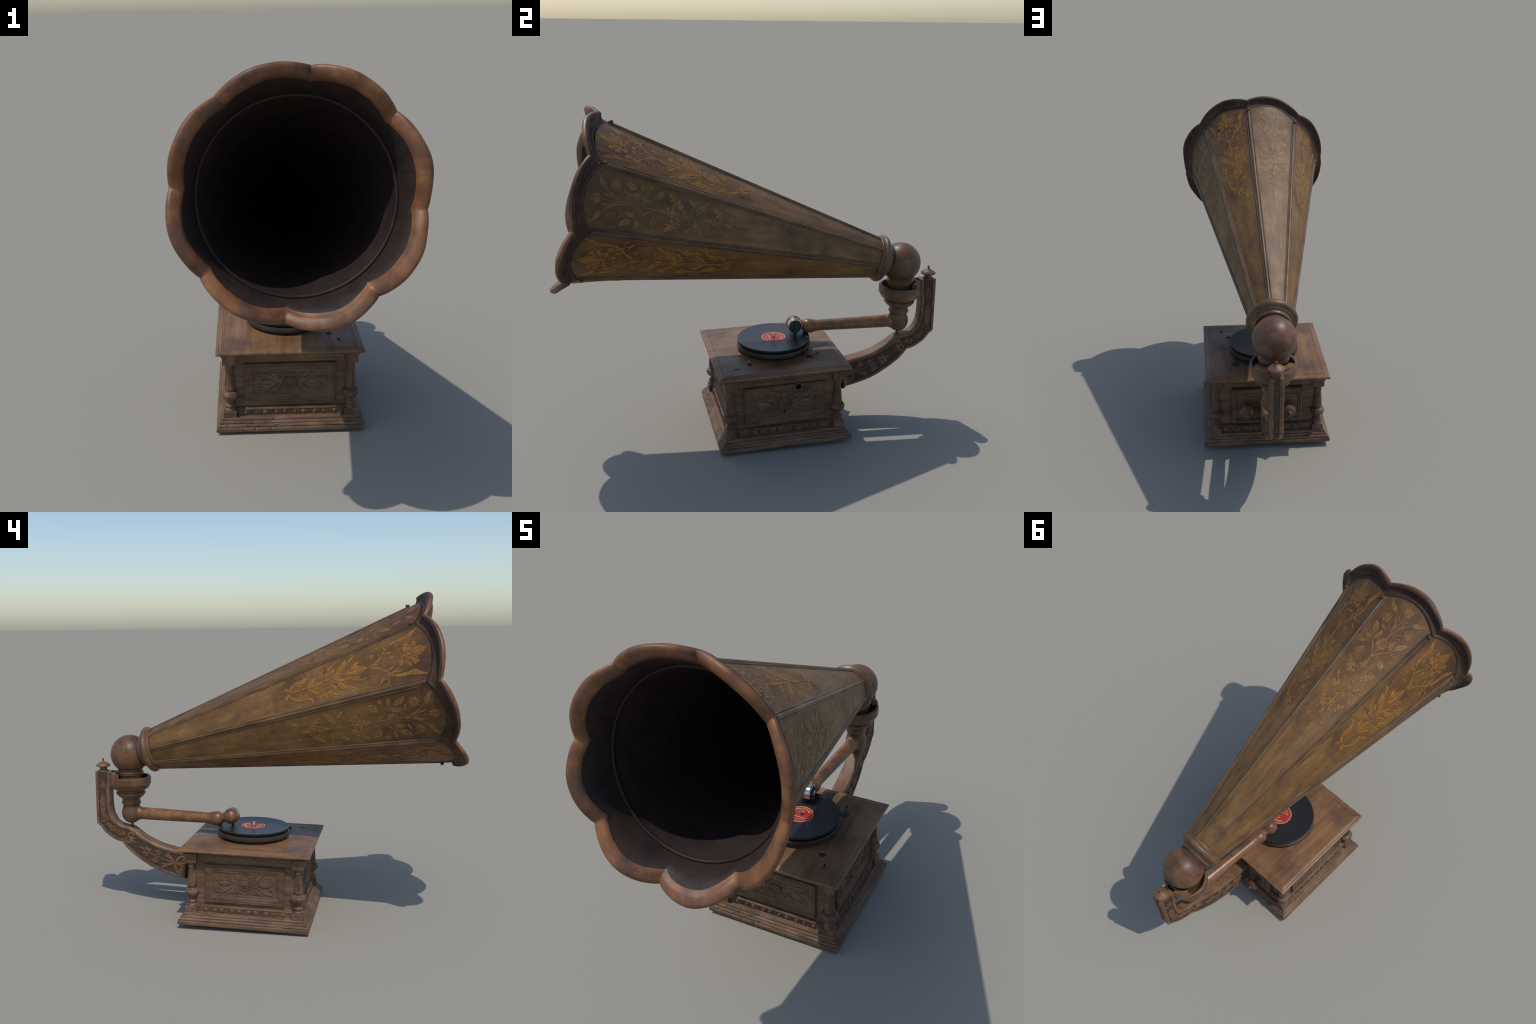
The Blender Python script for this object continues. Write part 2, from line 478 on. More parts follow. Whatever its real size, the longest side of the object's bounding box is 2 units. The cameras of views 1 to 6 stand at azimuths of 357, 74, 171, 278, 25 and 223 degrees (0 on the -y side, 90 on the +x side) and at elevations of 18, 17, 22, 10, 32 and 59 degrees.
def plinth_wear(p, s, t, d):
    x, y, z = p
    cut = 0
    for cs, pl in CRACKS:
        if cs == s:
            for a, b in zip(pl, pl[1:]):
                wob = .0012 * noise.noise(Vector((x * 60, y * 60, z * 60)))
                dd = seg_dist((t * .68, d), (a[0] * .68, a[1]), (b[0] * .68, b[1])) + wob
                cut = max(cut, .0035 * max(0, 1 - dd / .0021))
    w = .0012 * noise.noise(Vector((x * 14, y * 14, z * 30)))
    out = [(0, -1), (1, 0), (0, 1), (-1, 0)][s]
    k = (w - cut) * min(1, t * 20) * min(1, (1 - t) * 20)
    return (x + out[0] * k, y + out[1] * k, z - cut * .4)


plinth_prof = [(.020, .0165), (.003, .0168), (.0008, .019), (0, .024), (.0005, .0355), (.0022, .0380), (.0075, .0385), (.0078, .0402), (.0060, .0412), (.0052, .0435), (.0062, .0470),
               (.0090, .0500), (.0125, .0513), (.0172, .0518), (.0176, .0536), (.0160, .0545), (.0165, .0570), (.0185, .0600), (.0225, .0625), (.0272, .0632), (.0274, .0652), (.0255, .0660), (.0262, .0690),
               (.0275, .0725), (.0300, .0752), (.036, .0757), (.060, .076)]
dense = []
for a, b in zip(plinth_prof, plinth_prof[1:]):
    dense.append(a); dense.append(((a[0] + b[0]) / 2, (a[1] + b[1]) / 2))
dense.append(plinth_prof[-1])
obj('plinth', rect_loft('plinth', dense, M_BOX, .34, n=170, smooth=35, fn=plinth_wear), basis=BOX)
obj('underside', rect_loft('underside', [(0, .0053), (0, .03)], M_BOXD, .255, smooth=None), basis=BOX @ Matrix.Translation((0, 0, 0)))

# carcass between the columns
obj('carcass', rect_loft('carcass', [(0, .070), (0, .106), (.012, .110), (.018, .114), (.018, .341), (.0165, .343), (.0055, .3445), (.0045, .347), (.0045, .376), (.003, .380), (.004, .386), (0, .392)],
                         M_BOX, .290, n=1, smooth=25), basis=BOX)

# bead course of turned eggs between fluted blocks, on all four sides
egg_me = lathe('bead', [(0, -.012)] + arc(0, 0, .0122, -60, 90, 9), M_EGG, 20, 60)


def reeds(n, half):
    r = Relief()
    for i in range(n):
        b = half * (2 * (i + .5) / n - 1)
        r.ribbon([(-.0135, b), (.0135, b)], half / n * .95, .0042, 2)
    return r.mesh('fluted_block', lambda a, b, h: (b, -h, a), [M_REED])


reed_wide, reed_slim = reeds(4, .0165), reeds(2, .0058)
pairs_at = (-.1345, -.0430, .0425, .1340)
for k in range(4):
    F0 = BOX @ SIDE[k]
    beads = [-.2035, .2035] + [c + q for c in pairs_at for q in (-.019, .019)]
    for x in beads:
        x += random.uniform(-.0015, .0015)
        obj('bead', egg_me, basis=F0 @ Matrix.Translation((x, -.2893, .0895)) @ Matrix.Rotation(PI / 2, 4, 'X')
            @ Matrix.Diagonal((.95, 1.05, .52, 1)))
    for x in (-.2465, -.169, -.0888, -.0002, .0882, .1688, .2465):
        obj('fluted_block', reed_wide if abs(x) < .24 else reed_slim, basis=F0 @ Matrix.Translation((x - (.012 if x < -.24 else 0) * 0, -.2897, .0895)) @ Matrix.Diagonal((1.15 if abs(x) < .24 else 2.4, 1, 1, 1)))
    for x in pairs_at:
        obj('fluted_block', reed_slim, basis=F0 @ Matrix.Translation((x, -.2897, .0895)))

# string mouldings above and below the bead course
obj('string_moulding', rect_loft('string_moulding', [(.03, .074), (.0, .0745), (-.003, .0765), (0, .079), (.006, .080), (.03, .0805)],
                                 M_BOXD, .292, smooth=40, cap0=False, cap1=False), basis=BOX)
obj('string_moulding', rect_loft('string_moulding', [(.03, .104), (.004, .1045), (-.002, .107), (.002, .111), (.012, .115), (.03, .116)],
                                 M_BOXD, .290, smooth=40, cap0=False, cap1=False), basis=BOX)

# lid: thin board with moulded edge and scratched border lines
lid_prof = [(.06, .3905), (.036, .391), (.031, .393), (.028, .397), (.020, .3985), (.008, .399), (.003, .400), (.0, .403), (-.001, .408), (.001, .4125),
            (.005, .4145), (.012, .4150), (.0135, .4138), (.0150, .4152), (.020, .4165), (.026, .4180), (.0275, .4166), (.029, .4182),
            (.034, .4188), (.0355, .4175), (.037, .4190), (.06, .4192), (.2, .4192)]


def lid_wear(p, s, t, d):
    x, y, z = p
    w = .0010 * noise.noise(Vector((x * 18, y * 18, z * 10))) + .0006 * noise.noise(Vector((x * 60, y * 60, 3)))
    if d > .005:
        w *= .3
    out = [(0, -1), (1, 0), (0, 1), (-1, 0)][s]
    k = w * min(1, t * 30) * min(1, (1 - t) * 30)
    return (x + out[0] * k, y + out[1] * k, z + (.4 * k if d < .06 else 0))


obj('lid', rect_loft('lid', lid_prof, M_LID, .3315, .337, n=110, smooth=35, fn=lid_wear), basis=BOX)
# scalloped fret hanging under the lid
fr = Relief()
for i in range(26):
    x = -.235 + .47 * i / 25
    fr.disc((-.0005 + random.uniform(-.001, .001), x), .0075, .0045)
fret_me = fr.mesh('scalloped_fret', lambda a, b, h: (b, -h, a), [M_BOXD])
for k in range(4):
    obj('scalloped_fret', fret_me, basis=BOX @ SIDE[k] @ Matrix.Translation((0, -.2862, .3815)))

# --- corner columns
col_prof = ([(.022, .118), (.0275, .118), (.0285, .1155)] and
            [(.024, .106), (.0285, .107), (.0295, .111), (.0285, .115), (.0235, .118), (.0225, .121), (.0245, .124), (.0262, .128),
             (.0265, .132), (.024, .1365), (.018, .140), (.0145, .144), (.0145, .148), (.018, .151), (.019, .153), (.021, .156),
             (.029, .163), (.0345, .171), (.0375, .179), (.0385, .186), (.036, .191), (.0325, .194), (.0335, .197), (.030, .200),
             (.0205, .203), (.0195, .206), (.023, .209), (.0242, .213), (.0235, .218), (.0238, .222), (.0228, .238), (.0212, .255),
             (.0192, .277), (.0180, .296), (.0178, .310), (.0205, .313), (.0208, .317), (.0180, .320), (.0178, .326), (.0205, .329),
             (.0245, .334), (.027, .338), (.0275, .341)])


def col_fn(r, z, a):
    if .225 < z < .305:          # fluted shaft
        c = math.cos(8 * a)
        return r - .0026 * max(0, c) ** 2 * 1.2
    if .158 < z < .19:           # gadrooned bowl
        return r * (1 + .05 * abs(math.cos(5 * a)) - .025)
    return r


def dens(p, step=.004):
    out = []
    for a, b in zip(p, p[1:]):
        n = max(1, int(math.hypot(b[0] - a[0], b[1] - a[1]) / step))
        out += [(a[0] + (b[0] - a[0]) * i / n, a[1] + (b[1] - a[1]) * i / n) for i in range(n)]
    return out + [p[-1]]


col_me = lathe('column', dens(col_prof), M_TURN, 64, 45, col_fn)
cap_me = rect_loft('capital_block', [(.003, .339), (.0012, .340), (.0005, .342), (.001, .366), (0, .3685), (-.001, .376), (-.004, .383), (-.008, .391), (.0, .393)],
                   M_TURN, .030, smooth=25)
foot_me = rect_loft('foot_block', [(.0, .074), (.0, .1045), (.002, .1075)], M_TURN, .030, smooth=25)
for sx in (-1, 1):
    for sy in (-1, 1):
        Mc = BOX @ Matrix.Translation((sx * .2755, sy * .2775, 0)) @ Matrix.Rotation(random.choice((0, .4, .8)), 4, 'Z')
        c = obj('column', col_me, basis=Mc)
        R = Mc.inverted() @ BOX @ Matrix.Translation((sx * .2755, sy * .2775, 0))
        obj('capital_block', cap_me, c, basis=R)
        obj('foot_block', foot_me, c, basis=R)

# --- framed carved panels.  Local: a = across, b = up, h = out of the face
FACE = .2645


def face_fn(zc):
    return lambda a, b, h: (a, -FACE - h, zc + b)


def frame_mesh(name, hx, hz, wid, zc, mats, deep=.008):
    # moulded frame: outer face, three reeds, slope down to the field
    prof = [(0, -.002), (0, .019), (.0015, .0215), (.004, .0225), (.007, .0215), (.0078, .0195), (.009, .021), (.013, .022),
            (.0165, .0205), (.0172, .0185), (.0185, .0195), (.023, .0195), (wid - .012, .016), (wid - .008, .0135), (wid - .007, .0125),
            (wid - .004, .0135), (wid, max(.011, deep)), (wid + .001, deep), (wid + .02, deep)]
    V = rect_loft(name, prof, mats, hx, hz, n=24, smooth=35, cap0=False,
                  fn=lambda p, s, t, d: (p[0], p[1], p[2] + .0013 * noise.noise(Vector((p[0] * 22, p[1] * 22, d * 120)))))
    V.transform(Matrix(((1, 0, 0, 0), (0, 0, -1, -FACE), (0, 1, 0, zc), (0, 0, 0, 1))))
    V.update()
    return V


pz = .2325
frame_me = frame_mesh('carved_panel', .207, .101, .0425, pz, [M_BOXD])
carv = Relief(.0011, flat=True)
for sx in (-1, 1):
    for sz in (-1, 1):
        f = lambda pts: [(sx * x, sz * z) for x, z in pts]
        h = .0024 + random.uniform(-.0003, .0003)
        # loop running out from the boss and curling back in a volute
        carv.ribbon(f([(.034, .002), (.050, .007), (.080, .024), (.106, .042), (.130, .047), (.147, .041), (.151, .029), (.144, .019), (.134, .019), (.130, .026), (.135, .030)]),
                    [.0045, .0042, .0045, .005, .005, .0048, .0045, .0038, .003], h)
        carv.ribbon(f([(.148, .030), (.142, .014), (.128, .006), (.118, .010)]), [.003, .005, .004, .001], h)
        # hooked straps above and below the boss
        carv.ribbon(f([(.007, .047), (.016, .046), (.026, .036), (.036, .020), (.046, .010), (.054, .004)]), [.0028, .0045, .0045, .004, .003], h)
        carv.ribbon(f([(.049, .013), (.060, .019), (.066, .031), (.060, .043), (.047, .044), (.042, .034), (.049, .029)]), [.003, .0045, .0045, .0042, .0035, .0025], h)
        carv.leaf(f([(.056, .026)])[0], f([(.092, .044)])[0], .0105, 0, .10 * sx * sz, h, .8)
        carv.ribbon(f([(.066, .050), (.085, .050), (.103, .048)]), [.001, .0026, .001], h * .8)
    carv.leaf((sx * .134, 0), (sx * .070, 0), .0125, 0, 0, .004, 1.0)
carv_me = carv.mesh('scroll_carving', lambda a, b, h: (a, -FACE - .008 - h, pz + b), [M_BOXD, M_GROOVE])
boss_me = lathe('boss', [(.0315, 0), (.0315, .005), (.029, .0075), (.026, .006), (.0245, .004), (.022, .006), (.018, .0085),
                         (.0145, .009), (.013, .007), (.009, .0085), (.0075, .012), (.005, .0145), (.0, .0155)], M_BOXD, 40, 50)
BOSS = Matrix.Translation((0, -FACE - .007, pz)) @ Matrix.Rotation(PI / 2, 4, 'X')
for k in (0, 1, 3):
    p = obj('carved_panel', frame_me, basis=BOX @ SIDE[k])
    obj('scroll_carving', carv_me, p)
    obj('boss', boss_me, p, basis=BOSS)
    if k == 1:      # winding hole with escutcheon and a keyhole
        esc = lathe('crank_escutcheon', [(.014, .0), (.014, .020), (.016, .0225), (.021, .0225), (.0245, .019), (.025, 0)], M_BOXD, 40, 40, cap=False)
        obj('crank_escutcheon', esc, p, basis=Matrix.Translation((.069, -FACE - .004, .319)) @ Matrix.Rotation(PI / 2, 4, 'X'))
        hole = lathe('crank_hole', [(.0145, .0), (.0, .0001)], M_HOLE, 24, None, cap=False)  # flat disc painted black for the darkness inside the hole
        obj('crank_hole', hole, p, basis=Matrix.Translation((.069, -FACE - .0248, .319)) @ Matrix.Rotation(PI / 2, 4, 'X'))
        kh = Relief(); kh.disc((0, .006), .0038, .0012); kh.ribbon([(0, .006), (0, -.006)], [.0014, .003], .0012, 3)
        obj('keyhole', kh.mesh('keyhole', lambda a, b, h: (a, -FACE - .0092 - h, .184 + b), [M_HOLE]), p)
        cr = Relief()
        for pts in ([(-.2, .196), (-.12, .199), (-.02, .214), (.1, .222), (.2, .226)], [(-.075, .197), (-.074, .211)], [(.06, .3), (.058, .27)]):
            cr.ribbon([(a, b - .03 + .03) for a, b in pts], .0005, .0012, 6)
        obj('split', cr.mesh('split', lambda a, b, h: (a, -FACE - (.0225 if abs(a) > .165 else .0085) - h, b + .03 - .0), [M_HOLE]), p)

# back: plain framed panel with two fluted knobs
BP = .0215                                     # the drawer front stands proud of the carcass
back_me = frame_mesh('back_panel', .1875, .1015, .028, .2355, [M_BOXD], .0165)
bp = obj('back_panel', back_me, basis=BOX @ SIDE[2] @ Matrix.Translation((0, -BP, 0)))
obj('drawer_side', rect_loft('drawer_side', [(0, 0), (0, .026)], M_BOXD, .187, .101, smooth=None), bp,
    basis=Matrix(((1, 0, 0, 0), (0, 0, -1, -FACE + .024), (0, 1, 0, .2355), (0, 0, 0, 1))))


def knob_fn(r, z, a):
    return r * (1 + .016 * math.cos(24 * a)) if r > .034 else r


obj('drawer_plate', rect_loft('drawer_plate', [(0, 0), (0, .0085), (.002, .0100), (.006, .0105)], M_BOXD, .064, .070, smooth=30), bp,
    basis=Matrix(((1, 0, 0, .094), (0, 0, -1, -FACE - .0150), (0, 1, 0, .2355), (0, 0, 0, 1))))
knob_me = lathe('knob', dens([(.014, 0), (.014, .050), (.018, .056), (.030, .060), (.0355, .064), (.0362, .070), (.0345, .076), (.0325, .078),
                              (.030, .083), (.024, .089), (.016, .0935), (.010, .096), (.0085, .101), (.0065, .108), (.0, .1105)], .003), M_TURN, 90, 45, knob_fn)
for x in (-.112, .112):
    obj('knob', knob_me, bp, basis=Matrix.Translation((x, -FACE - .007, .231)) @ Matrix.Rotation(PI / 2, 4, 'X') @ Matrix.Diagonal((1.1, 1.1, .92, 1)))

# hinges under the left lid edge
for y in (.144, -.141):
    obj('hinge', bevel_box('hinge', .006, .082, .005, M_BRASSD, .001), basis=BOX @ Matrix.Translation((-.3165, y, .3975)))

# ================================================================== TURNTABLE, RECORD
TT = BOX @ Matrix.Translation((0.0, .008, .0065))
obj('motor_base', lathe('motor_base', [(.0, .405), (.170, .405), (.172, .414), (.172, .425), (.0, .426)], M_BLACK, 80, 40), basis=TT)
obj('turntable', lathe('turntable', [(.0, .4255), (.182, .4255), (.190, .427), (.1925, .430), (.193, .446), (.1915, .450), (.187, .4515), (.184, .450), (.182, .4495), (.0, .4495)],
                       M_PLATTER, 96, 35), basis=TT)
obj('felt_mat', lathe('felt_mat', [(.0, .4497), (.181, .4497), (.183, .453), (.183, .459), (.181, .461), (.0, .461)], M_BLACK, 96, 35), basis=TT)
rec = obj('record', lathe('record', [(.0, .4625), (.1875, .4625), (.1895, .4640), (.190, .467), (.1895, .4695), (.187, .4702), (.182, .4697), (.0685, .4695), (.0, .4695)],
                          M_REC, 128, 35), basis=TT)
lab = obj('record_label', lathe('record_label', [(.0, .4690), (.0645, .4690), (.065, .4699), (.0, .4700)], M_LABEL, 72, None), basis=TT)
pr = Relief()
for r, w in ((.0605, .0010), (.0572, .0005)):
    P = [(r * math.cos(2 * PI * i / 72), r * math.sin(2 * PI * i / 72)) for i in range(73)]
    pr.stroke(P, [w] * 73, .0004)
for a0, a1, r0, r1, step in ((35, 145, .041, .049, 5.2), (212, 328, .0385, .0425, 5.0)):
    a = a0
    while a < a1:                       # lettering too small to read, set along arcs
        q = math.radians(a + random.uniform(-.4, .4)); u0, u1 = r0, r1 - random.choice((0, 0, .0012))
        pr.ribbon([(u0 * math.cos(q), u0 * math.sin(q)), (u1 * math.cos(q), u1 * math.sin(q))], .0011, .0004, 1)
        q2 = q + math.radians(step * .3)
        if random.random() < .6:
            m_ = random.choice((r0 + .001, (r0 + r1) / 2, r1 - .001))
            pr.ribbon([(m_ * math.cos(q), m_ * math.sin(q)), (m_ * math.cos(q2), m_ * math.sin(q2))], .0009, .0004, 1)
        a += step
pr.ribbon([(-.026, -.0205), (.026, -.0225)], .0018, .0004, 2)
P = [(.0085 * math.cos(2 * PI * i / 24), .0215 + .0085 * math.sin(2 * PI * i / 24)) for i in range(25)]
pr.stroke(P, [.0011] * 25, .0004)
prm = pr.mesh('label_printing', lambda a, b, h: (a, b, .4699 + max(h, -.0003)), [M_PRINT])
lp = obj('label_printing', prm, rec); lp['kind'] = 'stuff'
obj('spindle', lathe('spindle', [(.0075, .46), (.0075, .4885), (.0062, .4910), (.0, .4915)], [M_STEEL], 24, 40), basis=TT)

# small metal fittings on the lid
sp = obj('speed_regulator', lathe('speed_regulator', [(.016, .4185), (.016, .4205), (.013, .422), (.004, .4225), (.004, .432), (.0055, .4325), (.0055, .437), (.004, .438), (0, .438)], [M_DARKIRON, M_STEEL], 28, 40,
                                  mi=[0, 0, 0, 0, 1, 1, 1, 1]), basis=BOX @ Matrix.Translation((.189, -.162, 0)))
obj('regulator_slot', bevel_box('regulator_slot', .007, .030, .003, M_HOLE, .001), basis=BOX @ Matrix.Translation((.227, -.230, .4185)) @ Matrix.Rotation(math.radians(14), 4, 'Z'))
bk = obj('brake', lathe('brake', [(.021, .4185), (.021, .421), (.018, .4225), (.006, .423), (.006, .428), (.0, .4285)], M_DARKIRON, 32, 40), basis=BOX @ Matrix.Translation((.168, .165, 0)))
obj('brake_lever', bevel_box('brake_lever', .007, .082, .005, M_DARKIRON, .0015), bk, basis=Matrix.Translation((-.003, .004, .429)) @ Matrix.Rotation(math.radians(8), 4, 'Z'))
obj('brake_pad', bevel_box('brake_pad', .010, .007, .024, M_DARKIRON, .0015), bk, basis=Matrix.Translation((-.014, -.036, .436)) @ Matrix.Rotation(math.radians(24), 4, 'Y'))
obj('brake_pad', bevel_box('brake_pad', .007, .007, .016, M_DARKIRON, .0015), bk, basis=Matrix.Translation((-.008, .042, .434)))

# ================================================================== BRACKET ARM
AU = Vector((.0575, .99835, 0)).normalized()
AN = Vector((AU.y, -AU.x, 0))             # +x side of the arm
AP = Vector((.0725, .45, 0))
ARM = Matrix(((AN.x, AU.x, 0, AP.x - AU.x * .45), (AN.y, AU.y, 0, AP.y - AU.y * .45), (0, 0, 1, 0), (0, 0, 0, 1)))
# in this frame: x sideways, y = s along the arm's plane, z up
pairs = [((.903, .752), (.9925, .752)), ((.903, .70), (.9935, .70)), ((.912, .655), (.994, .65)), ((.912, .60), (.995, .58)), ((.912, .555), (.996, .50)),
         ((.906, .515), (.9965, .459)), ((.888, .479), (.976, .442)), ((.861, .458), (.948, .407)), ((.836, .4495), (.905, .376)),
         ((.811, .4465), (.872, .362)), ((.796, .443), (.850, .357)), ((.775, .430), (.839, .344)), ((.757, .416), (.821, .322)), ((.717, .387), (.791, .295)),
         ((.659, .359), (.725, .248)), ((.600, .339), (.658, .211)), ((.534, .324), (.577, .183)), ((.460, .312), (.492, .164)), ((.36, .304), (.36, .143))]
fine = []
for i in range(len(pairs) - 1):
    n = 2 if i in (4, 5, 10) else 6
    for j in range(n):
        # smooth only where the outline is a curve, straight on the post
        seg = spline([p[0] + p[1] for p in pairs[max(0, i - 1):i + 3]], n) if 5 < i < 10 or i > 10 else None
        if seg:
            k = (0 if i == 0 else n) + j
            q = seg[k]
        else:
            t = j / n
            a = pairs[i][0] + pairs[i][1]; b = pairs[i + 1][0] + pairs[i + 1][1]
            q = tuple(u + (v - u) * t for u, v in zip(a, b))
        fine.append(q)
fine.append(pairs[-1][0] + pairs[-1][1])
HW, CH, BD, RC = .033, .007, .0185, .0030
V, F, MI = [], [], []
SECT = 16


def half_width(y):
    return .033 + .0055 * max(0, min(1, (.90 - y) / .16))


for (iy, iz, oy, oz) in fine:
    HW = half_width((iy + oy) / 2)
    L_ = math.hypot(oy - iy, oz - iz)
    dy, dz = (oy - iy) / L_, (oz - iz) / L_
    sect = [(0, HW - CH), (CH, HW), (BD, HW), (BD + .002, HW - RC), (L_ - BD - .002, HW - RC), (L_ - BD, HW), (L_ - CH, HW),
            (L_, HW - CH)]
    mid = [(L_, HW - CH - .012), (L_ - .003, HW - CH - .014)]
    sect = sect[:8] + mid
    full = [(w, x) for w, x in sect] + [(w, -x) for w, x in reversed(sect)]
    SECT = len(full)
    for w, x in full:
        V.append((x, iy + dy * w, iz + dz * w))
for i in range(len(fine) - 1):
    for j in range(SECT):
        j2 = (j + 1) % SECT
        F.append((i * SECT + j, i * SECT + j2, (i + 1) * SECT + j2, (i + 1) * SECT + j))
        MI.append(1 if j in (2, 3, 4, SECT - 4, SECT - 5, SECT - 6) or j in (9,) else 0)
F.append(tuple(range(SECT))); MI.append(0)
F.append(tuple(range((len(fine) - 1) * SECT, len(fine) * SECT))); MI.append(0)
arm_me = mk('bracket_arm', V, F, [M_BRACKET, M_RECESS], MI, 35)
arm = obj('bracket_arm', arm_me, basis=ARM)

# centre line of the side recess for the fretwork
cl = [((a + c) / 2, (b + d) / 2, c - a, d - b) for a, b, c, d in fine]
acc = [0]
for p, q in zip(cl, cl[1:]):
    acc.append(acc[-1] + math.hypot(q[0] - p[0], q[1] - p[1]))
ALEN = acc[-1]


def arm_pt(s, v, h, side):
    s = max(0, min(ALEN - 1e-6, s))
    i = max(k for k in range(len(acc)) if acc[k] <= s + 1e-9); i = min(i, len(acc) - 2)
    t = (s - acc[i]) / (acc[i + 1] - acc[i])
    c = [cl[i][k] + (cl[i + 1][k] - cl[i][k]) * t for k in range(4)]
    l = math.hypot(c[2], c[3])
    return (side * (half_width(c[0]) - RC + h), c[0] + c[2] / l * v, c[1] + c[3] / l * v)


fw = Relief(flat=True)
HF = .0030


def vee(s0, d, k=1.0):
    """a pair of leaves opening in direction d from a stalk"""
    for sg in (-1, 1):
        fw.ribbon([(s0 - d * .020 * k, 0), (s0 - d * .004 * k, sg * .006 * k), (s0 + d * .014 * k, sg * .014 * k), (s0 + d * .032 * k, sg * .017 * k)], [.002 * k, .005 * k, .0062 * k, .0008], HF)


# post: pair of curls under a dart, then a growing leaf stem, then two curls
fw.ribbon([(.043, 0), (.060, 0), (.082, 0)], [.007, .004, .0055], HF)
for sg in (-1, 1):
    fw.ribbon([(.048, sg * .016), (.060, sg * .006), (.074, sg * .007), (.084, sg * .015), (.078, sg * .019), (.072, sg * .015)], [.003, .0045, .0042, .0035, .001], HF)
    fw.ribbon([(.082, sg * .001), (.094, sg * .010), (.098, sg * .018)], [.003, .004, .001], HF)
fw.ribbon([(.125, 0), (.145, 0), (.215, 0), (.262, 0)], [.001, .0045, .0035, .004], HF)
for s0, k in ((.158, .62), (.180, .95), (.212, 1.0), (.236, .9)):
    vee(s0, -1, k)
for sg in (-1, 1):
    fw.ribbon([(.242, sg * .002), (.256, sg * .012), (.270, sg * .019), (.282, sg * .016), (.280, sg * .008), (.272, sg * .009)], [.003, .0045, .0048, .004, .001], HF)
fw.ribbon([(.255, 0), (.285, 0)], [.004, .002], HF)
# knee: fern leaf, curls, ring, curls, fern leaf
fw.ribbon([(.292, 0), (.322, 0), (.352, 0)], [.001, .006, .003], HF)
for s0 in (.312, .330):
    vee(s0, -1, .62)
fw.stroke([(.366 + .0095 * math.cos(2 * PI * i / 24), .0095 * math.sin(2 * PI * i / 24)) for i in range(25)], [.0034] * 25, HF)
for d in (-1, 1):
    for sg in (-1, 1):
        fw.ribbon([(.366 + d * .012, sg * .004), (.366 + d * .022, sg * .015), (.366 + d * .034, sg * .012), (.366 + d * .032, sg * .005)], [.003, .0045, .004, .0015], HF)
fw.ribbon([(.378, 0), (.402, 0), (.425, 0)], [.002, .0065, .001], HF)
vee(.398, 1, .6)
# trefoil of two curls and a leaf past the notch
for sg in (-1, 1):
    fw.ribbon([(.446, 0), (.436, sg * .014), (.444, sg * .027), (.460, sg * .028), (.464, sg * .018), (.456, sg * .014)], [.004, .0055, .006, .0055, .002], HF)
    fw.ribbon([(.450, sg * .003), (.466, sg * .010), (.484, sg * .022)], [.004, .006, .001], HF)
fw.ribbon([(.440, 0), (.470, 0), (.500, 0)], [.005, .0065, .001], HF)
# four-petalled flower on a stalk
fw.ribbon([(.524, 0), (.545, 0), (.556, 0)], [.001, .009, .003], HF)
fw.stroke([(.572 + .012 * math.cos(2 * PI * i / 24), .012 * math.sin(2 * PI * i / 24)) for i in range(25)], [.0062] * 25, HF)
for a in (55, 125, 235, 305):
    q = math.radians(a)
    fw.ribbon([(.572 + .010 * math.cos(q), .010 * math.sin(q)), (.572 + .022 * math.cos(q), .024 * math.sin(q)), (.572 + .028 * math.cos(q), .031 * math.sin(q))], [.007, .0085, .002], HF)
fw.ribbon([(.584, 0), (.60, 0), (.68, 0), (.76, 0)], [.004, .0034, .0036, .006], HF)
# scrolled trident
for sg in (-1, 1):
    fw.ribbon([(.650, sg * .002), (.640, sg * .014), (.650, sg * .024), (.640, sg * .033), (.622, sg * .028), (.612, sg * .036)], [.0035, .006, .0075, .007, .0055, .001], HF)
    fw.ribbon([(.622, sg * .006), (.632, sg * .014), (.626, sg * .024)], [.003, .0062, .002], HF)
# fan of big leaves
for sg in (-1, 1):
    fw.ribbon([(.742, sg * .002), (.724, sg * .014), (.704, sg * .026), (.690, sg * .042), (.700, sg * .050)], [.004, .0085, .011, .008, .001], HF)
    fw.ribbon([(.706, sg * .026), (.690, sg * .022), (.676, sg * .030)], [.006, .006, .001], HF)
# double volute at the box
for sg in (-1, 1):
    fw.ribbon([(.748, sg * .003), (.756, sg * .022), (.768, sg * .042), (.788, sg * .046), (.798, sg * .034), (.790, sg * .024), (.780, sg * .028)], [.006, .009, .009, .008, .007, .003], HF)
    fw.ribbon([(.770, sg * .004), (.796, sg * .010), (.815, sg * .020)], [.006, .007, .003], HF)
fw.disc((.768, 0), .011, HF)
for side in (-1, 1):
    o = obj('arm_fretwork', fw.mesh('arm_fretwork', lambda a, b, h: arm_pt(a, b, h, side), [M_CARVE]), arm)
    o['kind'] = 'stuff'
# inlaid strip on the back of the post
bw = Relief()
for z0, z1 in ((.715, .700), (.69, .655)):
    bw.ribbon([(z0, 0), (z1, 0)], .003, .003)
for sg in (-1, 1):
    bw.ribbon([(.675, 0), (.655, sg * .007), (.635, sg * .004), (.62, sg * .007)], .0018, .003)
    bw.ribbon([(.58, 0), (.572, sg * .007), (.562, sg * .007), (.556, 0)], .0022, .003)
    bw.ribbon([(.500, sg * .001), (.492, sg * .007), (.480, sg * .003), (.470, sg * .008)], .0020, .003)
bw.ribbon([(.61, 0), (.58, 0)], .002, .003); bw.ribbon([(.556, 0), (.535, 0)], .003, .003); bw.ribbon([(.515, 0), (.472, 0)], .0025, .003)
o = obj('post_inlay', bw.mesh('post_inlay', lambda a, b, h: (b, .9925 + (.752 - a) * .0139 - .0032 + h, a), [M_CARVE]), arm)
o['kind'] = 'stuff'
# seat on the box back
obj('arm_seat', bevel_box('arm_seat', .085, .02, .20, M_BOXD, .004), basis=ARM @ Matrix.Translation((0, .392, .235)))

